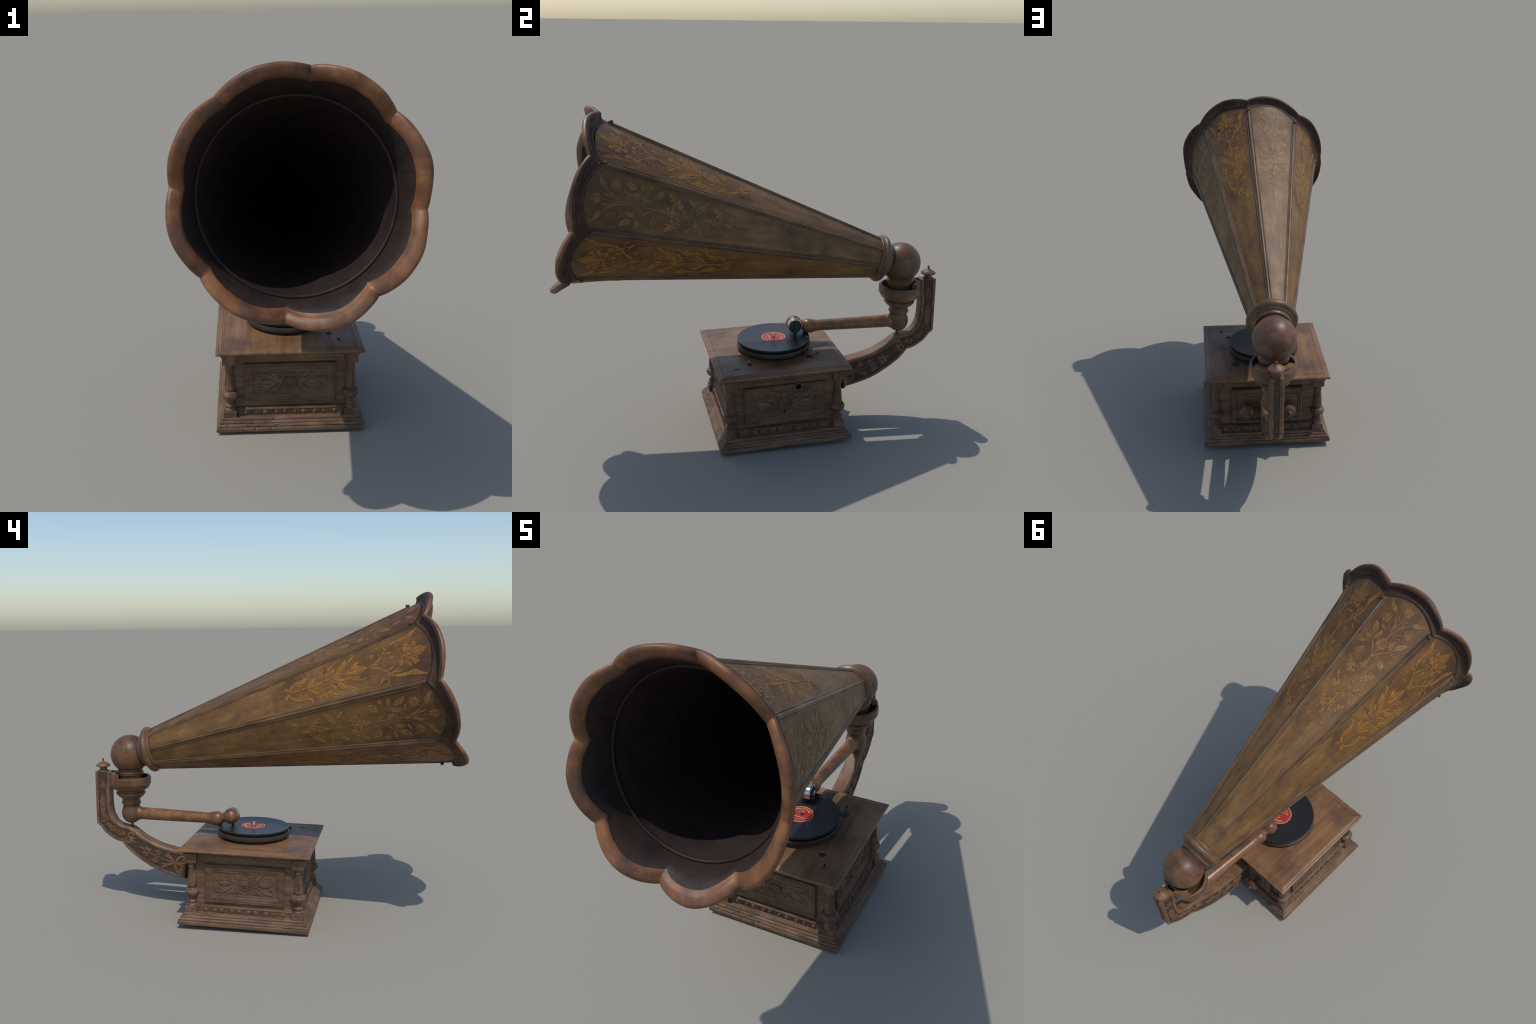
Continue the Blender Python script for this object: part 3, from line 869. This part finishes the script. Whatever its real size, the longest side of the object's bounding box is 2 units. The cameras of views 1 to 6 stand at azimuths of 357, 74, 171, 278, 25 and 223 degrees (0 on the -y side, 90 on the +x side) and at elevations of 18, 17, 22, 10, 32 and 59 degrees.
# finial on the post
fin_me = lathe('finial', dens([(.0, .750), (.026, .750), (.026, .757), (.021, .760), (.0185, .764), (.0195, .770), (.024, .774), (.034, .7775), (.038, .781), (.0385, .784),
                               (.036, .7875), (.030, .793), (.021, .799), (.012, .803), (.007, .805), (.0048, .808), (.0050, .813), (.0062, .817), (.005, .8215), (.0, .823)], .003),
               M_BRACKET, 72, 45, lambda r, z, a: r * (1 + .03 * math.cos(24 * a)) if r > .033 else r)
obj('finial', fin_me, basis=Matrix.Translation((.1035, .9545, 0)))

# ================================================================== COLUMN, BALL, CLAMP
CX, CY = .0935, .7975
COL = Matrix.Translation((CX, CY, 0))
stem = [(r * .955, z) for r, z in [(.0, .464), (.0155, .464), (.030, .4705), (.044, .482), (.053, .497), (.0572, .514), (.0570, .530), (.053, .545), (.0485, .556), (.0475, .566),
        (.0500, .571), (.0545, .575), (.0555, .581), (.0545, .587), (.0505, .590), (.0500, .596), (.0530, .603), (.062, .611), (.072, .618), (.0745, .622),
        (.0770, .626), (.0835, .630), (.0850, .636), (.0820, .641), (.0745, .645), (.0740, .652), (.0760, .656)]]
obj('column_stem', lathe('column_stem', dens(stem, .005), M_STEM, 64, 50), basis=COL)
neck = [(r * .96, z) for r, z in [(.0665, .645), (.0665, .728), (.0675, .733), (.0715, .737), (.0735, .741), (.0730, .745), (.0765, .749), (.0765, .754), (.0720, .757), (.0690, .760), (.0700, .764), (.066, .768), (.050, .785)]]
obj('elbow_neck', lathe('elbow_neck', dens(neck, .005), M_STEM, 64, 45), basis=COL)
cup = [(.072, .655), (.086, .6555), (.099, .663), (.1095, .684), (.1118, .688), (.1120, .7235), (.1105, .7265), (.107, .728), (.099, .728), (.0975, .725), (.0970, .690), (.086, .672), (.064, .668)]
obj('clamp_cup', lathe('clamp_cup', dens(cup, .006), M_STEM, 72, 25, cap=False), basis=COL)
# half-round jaws above the cup, on the post side
V, F = [], []
sect = [(.080, .722), (.080, .746), (.084, .750), (.104, .750), (.108, .746), (.110, .722)]
A0, A1, NN = 90 - 3.3 - 58, 90 - 3.3 + 58, 40
for i in range(NN + 1):
    a = math.radians(A0 + (A1 - A0) * i / NN)
    for r, z in sect:
        V.append((r * math.cos(a), r * math.sin(a), z))
k = len(sect)
for i in range(NN):
    for j in range(k):
        F.append((i * k + j, i * k + (j + 1) % k, (i + 1) * k + (j + 1) % k, (i + 1) * k + j))
F.append(tuple(range(k))); F.append(tuple(range(NN * k, NN * k + k)))
obj('clamp_jaw', mk('clamp_jaw', V, F, M_BRACKET, None, 35), basis=COL)
obj('clamp_block', bevel_box('clamp_block', .060, .045, .088, M_BRACKET, .006), basis=ARM @ Matrix.Translation((0, .9085, .706)))
obj('pivot_pin', lathe('pivot_pin', [(.012, .434), (.012, .446), (.0075, .448), (.0075, .47), (0, .47)], M_BRASSD, 20, 40), basis=COL)

# ---- horn frame: local y runs from mouth centre back to the neck, z up
HM = Vector((.0007, -.8403, 1.253))
HM.x -= .001
HD = Vector((.0545, .9695, -.2392)).normalized()
HX = HD.cross(Vector((0, 0, 1))).normalized()
HZ = HX.cross(HD)
HORN = Matrix(((HX.x, HD.x, HZ.x, HM.x), (HX.y, HD.y, HZ.y, HM.y), (HX.z, HD.z, HZ.z, HM.z), (0, 0, 0, 1)))
TURN = Matrix.Rotation(-PI / 2, 4, 'X')            # lathe z -> horn y
ROLL = 6.3

# ball elbow, cut flat where the horn enters
BR = .105
ball_prof = [(0, -BR)] + arc(0, 0, BR, -88, 52, 36) + [(.0635, .0835), (.0625, .0805), (0, .078)]
BC = Vector((.0900, .7945, .8515))
obj('ball_elbow', lathe('ball_elbow', ball_prof, M_BALL, 80, 40), basis=axis_matrix(BC, -HD))

# ================================================================== HORN
R = lambda t: .4015 - .1925 * t
OVAL = Matrix.Translation((.0005, 0, -.0020)) @ Matrix.Diagonal((.993, 1, 1.012, 1))      # the cone is a little taller than wide                     # corner radius of the octagonal cone
C225 = math.cos(PI / 8)
T_END = 1.555


def bulge(phi):
    return (C225 / math.cos(phi)) ** .60


def lobe(s, p=.8):
    return max(0.0, math.sin(PI * s)) ** p


def flare(t, phi):
    """the panels swell a little toward the mouth"""
    return .015 * max(0, 1 - t / .30) ** 1.6 * max(0, math.cos(4 * phi))


def panel_pt(t, u, h=0.0):
    """point on the (unrotated) panel: t back from the mouth, u across, h proud of it"""
    phi = math.atan2(u, R(t) * C225)
    r = R(t) * bulge(phi) + flare(t, phi) + h
    return (r * math.sin(phi), t + h * .18, r * math.cos(phi))


# one panel: outer skin, inner skin, closed edges
V, F = [], []
NP, NT = 24, 60
for side, hh in ((0, 0.0), (1, -.0045)):
    for i in range(NT + 1):
        for j in range(NP + 1):
            s = j / NP
            t0 = .058 * (1 - lobe(s)) + .006 * lobe(s)
            t = t0 + (T_END - t0) * i / NT
            phi = (s - .5) * PI / 4
            r = R(t) * bulge(phi) + flare(t, phi) + hh + .0002 * noise.noise(Vector((phi * 9, t * 6, 0)))
            V.append((r * math.sin(phi), t, r * math.cos(phi)))
W = NP + 1; H = (NT + 1) * W
for i in range(NT):
    for j in range(NP):
        q = i * W + j
        F.append((q, q + 1, q + W + 1, q + W)); F.append((H + q, H + q + W, H + q + W + 1, H + q + 1))
for i in range(NT):
    for j in (0, NP):
        q = i * W + j; F.append((q, q + W, H + q + W, H + q))
for j in range(NP):
    for i in (0, NT):
        q = i * W + j; F.append((q, q + 1, H + q + 1, H + q))
panel_me = mk('horn_panel', V, F, M_PANEL, None, 40)

# rib (half-round moulding between two grooves) on each corner
V, F = [], []
for i in range(61):
    t = .056 + (T_END - .056) * i / 60
    k = .62 + .38 * R(t) / R(.06)
    sect = [(-.0185, -.006), (-.0180, .0022), (-.0150, .0040), (-.0115, .0032), (-.0105, .0014), (-.0090, .0040), (-.005, .0064), (0, .0072), (.005, .0064),
            (.0090, .0040), (.0105, .0014), (.0115, .0032), (.0150, .0040), (.0180, .0022), (.0185, -.006)]
    wob = .0006 * noise.noise(Vector((t * 12, 0, 0)))
    for u, h in sect:
        u *= k
        # the shoulders follow the two panels falling away from the corner
        V.append((u + wob, t, R(t) + h * (.7 + .3 * k) - abs(u) * .20))
ns = 15
for i in range(60):
    for j in range(ns - 1):
        q = i * ns + j; F.append((q, q + 1, q + ns + 1, q + ns))
F.append(tuple(range(ns))); F.append(tuple(range(60 * ns, 61 * ns)))
rib_me = mk('horn_rib', V, F, M_RIB, None, 35)
knob2_me = lathe('rib_bolt', dens([(.006, -.006), (.006, .001), (.0085, .003), (.0095, .006), (.0085, .010), (.005, .0125), (0, .013)], .003), M_RIB, 20, 50,
                 lambda r, z, a: r * (1 + .06 * math.cos(5 * a + 3 * z * 100)))

# ---- inlay motifs on the unrotated panel; a = t from the mouth, b = across
ACAN, FLOR = [], []


def piece(lst, kind, draw, mat, full=1.0):
    r = Relief(.0010 if lst is ACAN else .0007)
    r.full = full
    r.hk = .25
    draw(r)
    me = r.mesh(kind, lambda a, b, h: panel_pt(a, b, h), [mat, M_LINE], 20)
    lst.append((kind, me))


def A(kind, draw):
    piece(ACAN, kind, draw, M_INLAY, 1.22)


def B(kind, draw):
    piece(FLOR, kind, draw, M_INLAY2, 1.12)


H = .0009
# -- acanthus candelabrum


def palmette(r):
    r.lobed((.712, .004), (.772, .004), .012, 2, 0, H, True)
    for sg in (-1, 1):
        r.ribbon([(.708, .004 + .002 * sg), (.730, .004 + .014 * sg), (.752, .004 + .024 * sg), (.762, .004 + .022 * sg)], [.003, .0058, .0048, .001], H)
        r.ribbon([(.706, .004 + .003 * sg), (.716, .004 + .018 * sg), (.728, .004 + .030 * sg), (.722, .004 + .036 * sg)], [.003, .0055, .0045, .001], H)


A('inlay_leaf', palmette)
for sg in (-1, 1):
    A('inlay_leaf', lambda r: (r.ribbon([(.706, .006 * sg), (.694, .028 * sg), (.668, .040 * sg), (.640, .041 * sg), (.616, .048 * sg), (.598, .062 * sg), (.596, .074 * sg), (.604, .081 * sg)],
                                        [.003, .006, .0105, .0115, .008, .0058, .0045, .001], H),
                               r.ribbon([(.668, .034 * sg), (.650, .024 * sg), (.632, .019 * sg)], [.004, .0052, .001], H),
                               r.ribbon([(.648, .040 * sg), (.628, .033 * sg), (.610, .036 * sg)], [.004, .0050, .001], H)))
    A('inlay_leaf', lambda r: (r.ribbon([(.622, .004), (.598, .014 * sg), (.570, .034 * sg), (.548, .040 * sg)], [.003, .0055, .0065, .001], H),
                               r.ribbon([(.592, .005), (.570, .014 * sg), (.548, .018 * sg)], [.003, .0055, .001], H)))
    A('inlay_leaf', lambda r: (r.ribbon([(.578, .046 * sg), (.566, .056 * sg), (.548, .060 * sg), (.524, .056 * sg), (.500, .057 * sg), (.478, .070 * sg), (.462, .080 * sg), (.449, .078 * sg)],
                                        [.001, .0035, .0055, .0075, .0085, .0065, .004, .001], H),
                               r.ribbon([(.528, .058 * sg), (.520, .074 * sg), (.506, .086 * sg)], [.004, .0058, .001], H), r.ribbon([(.512, .060 * sg), (.502, .074 * sg), (.486, .088 * sg)], [.004, .0052, .001], H),
                               r.ribbon([(.514, .054 * sg), (.522, .036 * sg), (.520, .018 * sg)], .0009, .001)))
    A('inlay_leaf', lambda r: (r.lobed((.498, .008 * sg), (.402, .084 * sg), .0185, 3, .13 * sg, H, True, .35),))
    A('inlay_leaf', lambda r: r.ribbon([(.510, .006 * sg), (.488, .022 * sg), (.470, .044 * sg), (.456, .054 * sg)], [.002, .005, .0062, .001], H))
    A('inlay_leaf', lambda r: r.ribbon([(.470, .014 * sg), (.425, .042 * sg), (.392, .064 * sg), (.370, .080 * sg), (.366, .090 * sg), (.376, .095 * sg)], [.002, .0035, .0042, .0048, .0042, .001], H))
    A('inlay_stem', lambda r: r.ribbon([(.418, .048 * sg), (.372, .062 * sg), (.325, .090 * sg), (.280, .098 * sg), (.250, .086 * sg), (.238, .066 * sg)], [.0012, .0016, .0018, .0018], .0012))
    A('inlay_stem', lambda r: (r.spiral((.278, .047 * sg), .034, .017, PI * .9 * sg, 1.3 * sg, .0013, .001),))
    A('inlay_flower', lambda r: (r.petals((.279, .047 * sg), .004, .014, .005, 5, .3, H), r.disc((.279, .047 * sg), .004, .0022)))
    A('inlay_leaf', lambda r: (r.ribbon([(.264, .094 * sg), (.248, .080 * sg), (.230, .074 * sg)], [.001, .004, .001], H), r.ribbon([(.232, .074 * sg), (.218, .092 * sg), (.228, .108 * sg), (.242, .100 * sg)], [.0015, .0025, .003, .001], .0012)))
    A('inlay_leaf', lambda r: r.ribbon([(.338, .032 * sg), (.330, .044 * sg), (.320, .042 * sg)], [.001, .0038, .001], H))
    A('inlay_leaf', lambda r: (r.ribbon([(.420, .008 * sg), (.390, .018 * sg), (.362, .038 * sg), (.338, .046 * sg)], [.003, .006, .0075, .001], H), r.ribbon([(.385, .018 * sg), (.362, .024 * sg), (.344, .030 * sg)], [.003, .005, .001], H)))
    A('inlay_leaf', lambda r: (r.ribbon([(.292, .006 * sg), (.255, .016 * sg), (.222, .046 * sg), (.190, .074 * sg), (.150, .084 * sg), (.108, .088 * sg), (.068, .104 * sg), (.040, .116 * sg)],
                                        [.002, .0035, .004, .005, .0065, .0085, .0065, .0008], H),
                               r.ribbon([(.128, .084 * sg), (.100, .082 * sg), (.070, .092 * sg)], [.004, .0058, .001], H)))
    A('inlay_leaf', lambda r: (r.ribbon([(.206, .060 * sg), (.180, .056 * sg), (.158, .062 * sg), (.140, .060 * sg)], [.002, .007, .0065, .001], H), r.ribbon([(.185, .058 * sg), (.166, .050 * sg), (.152, .050 * sg)], [.003, .0045, .001], H)))
    A('inlay_leaf', lambda r: r.ribbon([(.224, .044 * sg), (.200, .038 * sg), (.178, .036 * sg)], [.001, .0048, .001], H))
    A('inlay_leaf', lambda r: r.ribbon([(.212, .052 * sg), (.214, .068 * sg), (.224, .080 * sg)], [.002, .005, .001], H))
    A('inlay_berry', lambda r: r.disc((.184, .0125 * sg), .0078, .0028))
    for (a_, b_, w) in ((.062, .050, .0165), (.102, .060, .0145), (.152, .048, .0125)):
        A('inlay_leaf', lambda r, a_=a_, b_=b_, w=w: r.lobed((.128 + (a_ - .1) * .2, .006 * sg), (a_, b_ * sg), w, 2, -.05 * sg, H, True, .25))
A('inlay_leaf', lambda r: (r.lobed((.150, .0), (.014, .0), .020, 4, 0, H, True, .35),))
A('inlay_leaf', lambda r: r.lobed((.440, .004), (.298, .004), .019, 3, 0, H, True, .45))
A('inlay_leaf', lambda r: r.lobed((.650, .003), (.524, .003), .013, 3, 0, H, True, .5))
A('inlay_stem', lambda r: r.ribbon([(.706, .004), (.62, .004), (.53, .003), (.44, .003)], [.004, .0028, .0025, .003], H))
A('inlay_stem', lambda r: r.ribbon([(.31, .003), (.27, .003), (.20, .004), (.12, .002)], [.006, .003, .0011, .0014], .0012))
A('inlay_leaf', lambda r: (r.ribbon([(.41, .016), (.44, .014), (.466, .008), (.468, 0), (.456, -.010), (.42, -.018), (.405, -.018)], [.001, .0045, .005, .005, .0045, .001], H),))


# -- oak, rose and edelweiss spray
def oak(p0, p1, w, bend=0):
    B('inlay_oak_leaf', lambda r: r.lobed(p0, p1, w, 3, bend, H))


def smooth_leaf(p0, p1, w, bend=0):
    def d(r):
        r.leaf(p0, p1, w, 0, bend, H, .85)
        r.leaf(p0, (p0[0] + .85 * (p1[0] - p0[0]), p0[1] + .85 * (p1[1] - p0[1])), .0009, 0, bend, .0022)
    B('inlay_leaf', d)


B('inlay_stem', lambda r: (r.ribbon([(.800, .004), (.785, .004), (.765, .004), (.705, .003), (.66, .003)], [.006, .004, .0022, .002, .003], H),
                           r.ribbon([(.705, .004), (.700, .022), (.708, .036)], .0012, .001), r.ribbon([(.705, .0), (.700, -.018), (.706, -.028)], .0012, .001)))
for sg, (a_, b_) in ((1, (.714, .044)), (-1, (.711, -.036))):
    B('inlay_acorn', lambda r, a_=a_, b_=b_: (r.disc((a_, b_), .011, .0020), r.disc((a_ + .004, b_ - .002), .006, .0030)))
B('inlay_acorn', lambda r: (r.leaf((.676, .003), (.645, .003), .0085, 0, 0, .0026, .9), r.disc((.676, .003), .0085, .0016)))
for sg in (1, -1):
    oak((.656, .014 * sg), (.583, .066 * sg), .0150, .06 * sg)
    oak((.510, .012 * sg), (.560, .074 * sg), .0160, .10 * sg)
    oak((.452, .018 * sg), (.373, .086 * sg), .0185, .06 * sg)
    B('inlay_acorn', lambda r: (r.leaf((.492, .054 * sg), (.464, .074 * sg), .0085, 0, 0, .0028, .8), r.disc((.492, .053 * sg), .0085, .0016), r.ribbon([(.49, .046 * sg), (.478, .02 * sg), (.462, .004 * sg)], .0012, .001)))
    B('inlay_stem', lambda r: (r.ribbon([(.655, .006 * sg), (.64, .016 * sg)], .0016, .001), r.ribbon([(.480, .004 * sg), (.452, .018 * sg), (.436, .034 * sg)], [.002, .002], .0012), r.ribbon([(.536, .003), (.514, .014 * sg)], .0016, .001),
                                r.ribbon([(.318, .0), (.284, .020 * sg), (.256, .045 * sg), (.238, .058 * sg), (.222, .068 * sg)], [.0028, .0022, .0018], .0014),
                                r.ribbon([(.300, .010 * sg), (.306, .028 * sg), (.316, .042 * sg)], .0012, .001), r.ribbon([(.262, .040 * sg), (.270, .064 * sg), (.282, .078 * sg)], .0012, .001)))
    smooth_leaf((.312, .038 * sg), (.348, .080 * sg), .0165, .14 * sg)
    smooth_leaf((.250, .058 * sg), (.243, .100 * sg), .0100, 0)
    smooth_leaf((.226, .066 * sg), (.170, .100 * sg), .0135, .1 * sg)
    smooth_leaf((.244, .048 * sg), (.188, .043 * sg), .0115, .1 * sg)
    B('inlay_berry', lambda r: (r.disc((.282, .080 * sg), .0058, .0022), r.disc((.288, .088 * sg), .0058, .0024), r.disc((.277, .090 * sg), .0055, .0023), r.disc((.284, .097 * sg), .005, .0021)))
    B('inlay_flower', lambda r: (r.petals((.130, .067 * sg), .006, .026, .0044, 10, .2, H), r.petals((.130, .067 * sg), .004, .014, .003, 7, .5, .0024), r.disc((.130, .067 * sg), .0048, .003)))
    B('inlay_bud', lambda r: (r.leaf((.082, .050 * sg), (.040, .108 * sg), .0072, 0, -.08 * sg, H), r.leaf((.080, .050 * sg), (.056, .104 * sg), .005, 0, .12 * sg, .0019),
                              r.leaf((.084, .050 * sg), (.034, .096 * sg), .0045, 0, -.2 * sg, .0019)))
    B('inlay_stem', lambda r: (r.ribbon([(.190, .002 * sg), (.150, .012 * sg), (.112, .030 * sg), (.082, .050 * sg)], [.002, .0022, .0016], .0012), r.ribbon([(.182, .004 * sg), (.16, .030 * sg), (.148, .050 * sg)], .0012, .001)))
    smooth_leaf((.165, .012 * sg), (.110, .026 * sg), .0055, .12 * sg)
    smooth_leaf((.178, .030 * sg), (.160, .068 * sg), .0055, -.1 * sg)
    smooth_leaf((.140, .020 * sg), (.082, .026 * sg), .005, .1 * sg)
oak((.645, .0), (.549, .0), .0165)
oak((.450, .0), (.344, .0), .0195)


def rose(r):
    r.disc((.240, 0), .026, .0012)
    r.petals((.240, 0), .006, .030, .0125, 7, .1, .0018, 1.4)
    r.petals((.240, 0), .003, .020, .010, 6, .5, .0026, 1.4)
    r.petals((.240, 0), .001, .012, .006, 5, .1, .0034, 1.4)


B('inlay_rose', rose)
B('inlay_flower', lambda r: (r.petals((.052, 0), .006, .026, .0044, 10, 0, H), r.petals((.052, 0), .004, .014, .003, 7, .3, .0024), r.disc((.052, 0), .0048, .003)))
B('inlay_stem', lambda r: (r.ribbon([(.66, .003), (.56, 0), (.45, 0), (.33, 0), (.25, 0)], [.0022, .0028, .0024, .0026], .0014), r.ribbon([(.215, 0), (.16, 0), (.078, 0)], [.003, .0022, .0014], .0012)))

for k in range(8):
    ang = math.radians(ROLL + 45 * k)
    p = obj('horn_panel', panel_me, basis=Matrix.Rotation(ang + PI / 8, 4, 'Y'))
    p.matrix_parent_inverse = HORN @ OVAL
    for kind, me in (ACAN if k % 2 == 0 else FLOR):
        obj(kind, me, p)
    rb = obj('horn_rib', rib_me, basis=Matrix.Rotation(ang, 4, 'Y'))
    rb.matrix_parent_inverse = HORN @ OVAL
    obj('rib_bolt', knob2_me, rb, basis=Matrix.Translation((0, .069, R(.069) + .004)) @ Matrix.Rotation(random.uniform(0, 3), 4, 'Z'))

# ---- scalloped rim: sections (r, t) at a cusp and at the middle of a lobe, lofted round
CUSP = [(.376, .068), (.384, .063), (.3905, .0585), (.3970, .0545), (.4000, .0495), (.3985, .0440), (.3980, .0385), (.4010, .0300), (.408, .0220), (.417, .0165), (.4255, .0150),
        (.4295, .0135), (.4318, .0080), (.4315, .0005), (.4290, -.0060), (.4240, -.0095), (.4165, -.0095), (.4080, -.0065), (.3990, -.0015), (.3905, .0050),
        (.3850, .0110), (.3825, .0160), (.3805, .0215), (.3760, .0320), (.3700, .0480), (.3635, .0690), (.3580, .0930), (.3530, .1160)]
MIDD = [(.382, .012), (.391, .0070), (.3975, .0025), (.4030, -.0030), (.4060, -.0095), (.4050, -.0150), (.4055, -.0195), (.4095, -.0230), (.4180, -.0258), (.4290, -.0270), (.4390, -.0265),
        (.4450, -.0280), (.4490, -.0335), (.4500, -.0425), (.4475, -.0515), (.4425, -.0560), (.4350, -.0570), (.4260, -.0545), (.4170, -.0500), (.4085, -.0445),
        (.4025, -.0390), (.3990, -.0330), (.3955, -.0275), (.3870, -.0120), (.3760, .0140), (.3670, .0480), (.3590, .0850), (.3530, .1160)]
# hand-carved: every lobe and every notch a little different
LOBE_DR = [-.003, .001, .003, .008, -.004, -.004, -.001, -.006]
CUSP_DR = [.002, .002, .003, .001, -.003, -.008, -.002, .003]
CUSP_DT = [.004, .000, -.008, .004, .006, -.007, -.004, .004]
CUSP_DA = [.6, -.8, .8, .5, .6, .3, -1.4, -.7]
NS = 40
V, F, MI = [], [], []
ring_n = 8 * NS
kk = len(CUSP)
for a in range(ring_n):
    s = (a % NS) / NS
    w = lobe(s, .85)
    lk = a // NS; nk = (lk + 1) % 8
    th = math.radians(ROLL + 45 * a / NS + CUSP_DA[lk] * (1 - s) + CUSP_DA[nk] * s)
    dr = (CUSP_DR[lk] * (1 - s) + CUSP_DR[nk] * s) * (1 - w) + LOBE_DR[lk] * w
    dt = (CUSP_DT[lk] * (1 - s) + CUSP_DT[nk] * s) * (1 - w)
    for j, (c, q) in enumerate(zip(CUSP, MIDD)):
        e = min(1, max(0, (j - 6) / 4)) * min(1, max(0, (26 - j) / 5))
        r = c[0] + (q[0] - c[0]) * w + dr * e
        t = c[1] + (q[1] - c[1]) * w + dt * e
        nz = noise.noise(Vector((math.cos(th) * 5, math.sin(th) * 5, j * .12)))
        if 8 <= j <= 22:
            r += .0034 * nz; t += .0030 * noise.noise(Vector((math.cos(th) * 6, math.sin(th) * 6, 4 + j * .1)))
        if 22 <= j <= 26:      # the cove is fuller in the lower petals
            r -= .009 * max(0, math.cos(th - 2.62)) ** 2 * (.5, 1, 1, .6, .25)[j - 22]
        if j < 9:      # the shell under the rim sits a little low
            r -= .004 * math.cos(th) * min(1, (9 - j) / 3)
        V.append((r * math.sin(th), t, r * math.cos(th)))
for a in range(ring_n):
    b = (a + 1) % ring_n
    for j in range(kk - 1):
        F.append((a * kk + j, a * kk + j + 1, b * kk + j + 1, b * kk + j))
        MI.append(1 if j < 13 else (0 if j < 22 else 2))
obj('horn_rim', mk('horn_rim', V, F, [M_RIM, M_RIMBACK, M_BELL], MI, 50), basis=HORN)

# ---- inside: ring bead and round bell
obj('bell_ring', lathe('bell_ring', [(.3500 + .0085 * math.cos(2 * PI * i / 20), .106 + .0085 * math.sin(2 * PI * i / 20)) for i in range(21)], M_BELLRING, 120, 60, cap=False),
    basis=HORN @ TURN)
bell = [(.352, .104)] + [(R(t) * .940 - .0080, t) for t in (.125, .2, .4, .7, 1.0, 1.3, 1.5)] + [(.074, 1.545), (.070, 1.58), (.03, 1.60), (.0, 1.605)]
obj('bell_interior', lathe('bell_interior', bell, [M_BELL, M_HOLE], 96, 40, cap=False, mi=[0] * 7 + [1] * 4), basis=HORN @ TURN)  # throat end coloured black to show the deep shade there

# ---- neck collar
collar = [(.096, 1.528), (.110, 1.5295), (.1130, 1.533), (.1130, 1.539), (.1120, 1.543), (.1150, 1.5455), (.1200, 1.548), (.1238, 1.553), (.1252, 1.559), (.1240, 1.565), (.1205, 1.570),
          (.1190, 1.5725), (.1165, 1.5745), (.1090, 1.5755), (.1030, 1.579), (.1005, 1.584), (.0930, 1.5865), (.0900, 1.592), (.0880, 1.600), (.0840, 1.604)]
obj('horn_collar', lathe('horn_collar', dens(collar, .004), M_STEM, 80, 45, cap=False), basis=HORN @ TURN)
obj('horn_ferrule', lathe('horn_ferrule', [(.080, 1.59), (.0795, 1.609), (.0815, 1.612), (.081, 1.616), (.0775, 1.619), (.076, 1.64)], M_RIMBACK, 64, 40, cap=False),
    basis=HORN @ TURN)

# ================================================================== TONE ARM
T0 = Vector((.0935, .7975, .521)); T1 = Vector((.0355, .300, .5135)); T2 = Vector((.0258, .225, .531))
TL = (T1 - T0).length
TA = axis_matrix(T0, T1 - T0)
ta = [(.030, .03), (.0385, .044), (.0390, .049), (.0365, .053), (.0338, .056), (.0338, .10), (.0328, .20), (.0310, .32), (.0296, .40), (.0290, TL - .060), (.0298, TL - .050), (.0316, TL - .046),
      (.0308, TL - .041), (.0345, TL - .030), (.0382, TL - .014), (.0390, TL), (.0370, TL + .013), (.0310, TL + .023), (.0265, TL + .028), (.02, TL + .03)]
tone = obj('tone_arm', lathe('tone_arm', dens(ta, .012), M_ARMW, 48, 45), basis=TA)
obj('tone_arm_neck', lathe('tone_arm_neck', [(.0275, .0), (.0275, .020), (.0245, .026), (.0245, .040), (.0275, .046), (.0275, .06)], M_ARMW, 36, 45), tone,
    basis=TA.inverted() @ axis_matrix(T1, T2 - T1))
obj('tone_arm_ball', lathe('tone_arm_ball', [(0, -.042)] + arc(0, 0, .042, -87, 42, 24) + [(0, .0282)], M_ARMW, 48, 40), basis=axis_matrix(T2, (1, -.03, -.02)))
# reproducer: nickel rim, dark diaphragm, needle bar and needle, facing +x
rp_dir = Vector((.998, -.03, -.02))
RP = axis_matrix(Vector((.0625, .2215, .5305)), rp_dir)
rep = obj('reproducer', lathe('reproducer', dens([(.0, -.030), (.034, -.030), (.037, -.026), (.0375, -.006), (.0390, -.004), (.0390, .003), (.0370, .006), (.0335, .0065), (.0318, .004), (.0312, .000)], .004), M_STEEL, 48, 40, cap=False), basis=RP)
obj('diaphragm', lathe('diaphragm', [(.0315, .0005), (.028, .0015), (.026, .0028), (.024, .0012), (.016, .0008), (.014, .0022), (.012, .0008), (.006, .001), (.005, .003), (.0, .0035)], M_DIAPH, 40, 40, cap=False), rep)
obj('needle_bar', bevel_box('needle_bar', .0022, .036, .003, M_ARMW, .0006), rep, basis=Matrix.Translation((0, -.019, .0055)))
nb = obj('needle_holder', lathe('needle_holder', [(.0, -.012), (.012, -.010), (.014, -.004), (.010, .004), (.0065, .012), (.0062, .018), (.0, .020)], M_DARKIRON, 20, 40),
         basis=axis_matrix(Vector((.0655, .2213, .4965)), (.05, 0, -1), (0, 1, 0)))
obj('needle', lathe('needle', [(.0024, -.004), (.0022, .010), (.0003, .0125), (0, .0125)], M_STEEL, 12, 40), basis=axis_matrix(Vector((.0668, .2210, .480)), (.05, 0, -1), (0, 1, 0)))
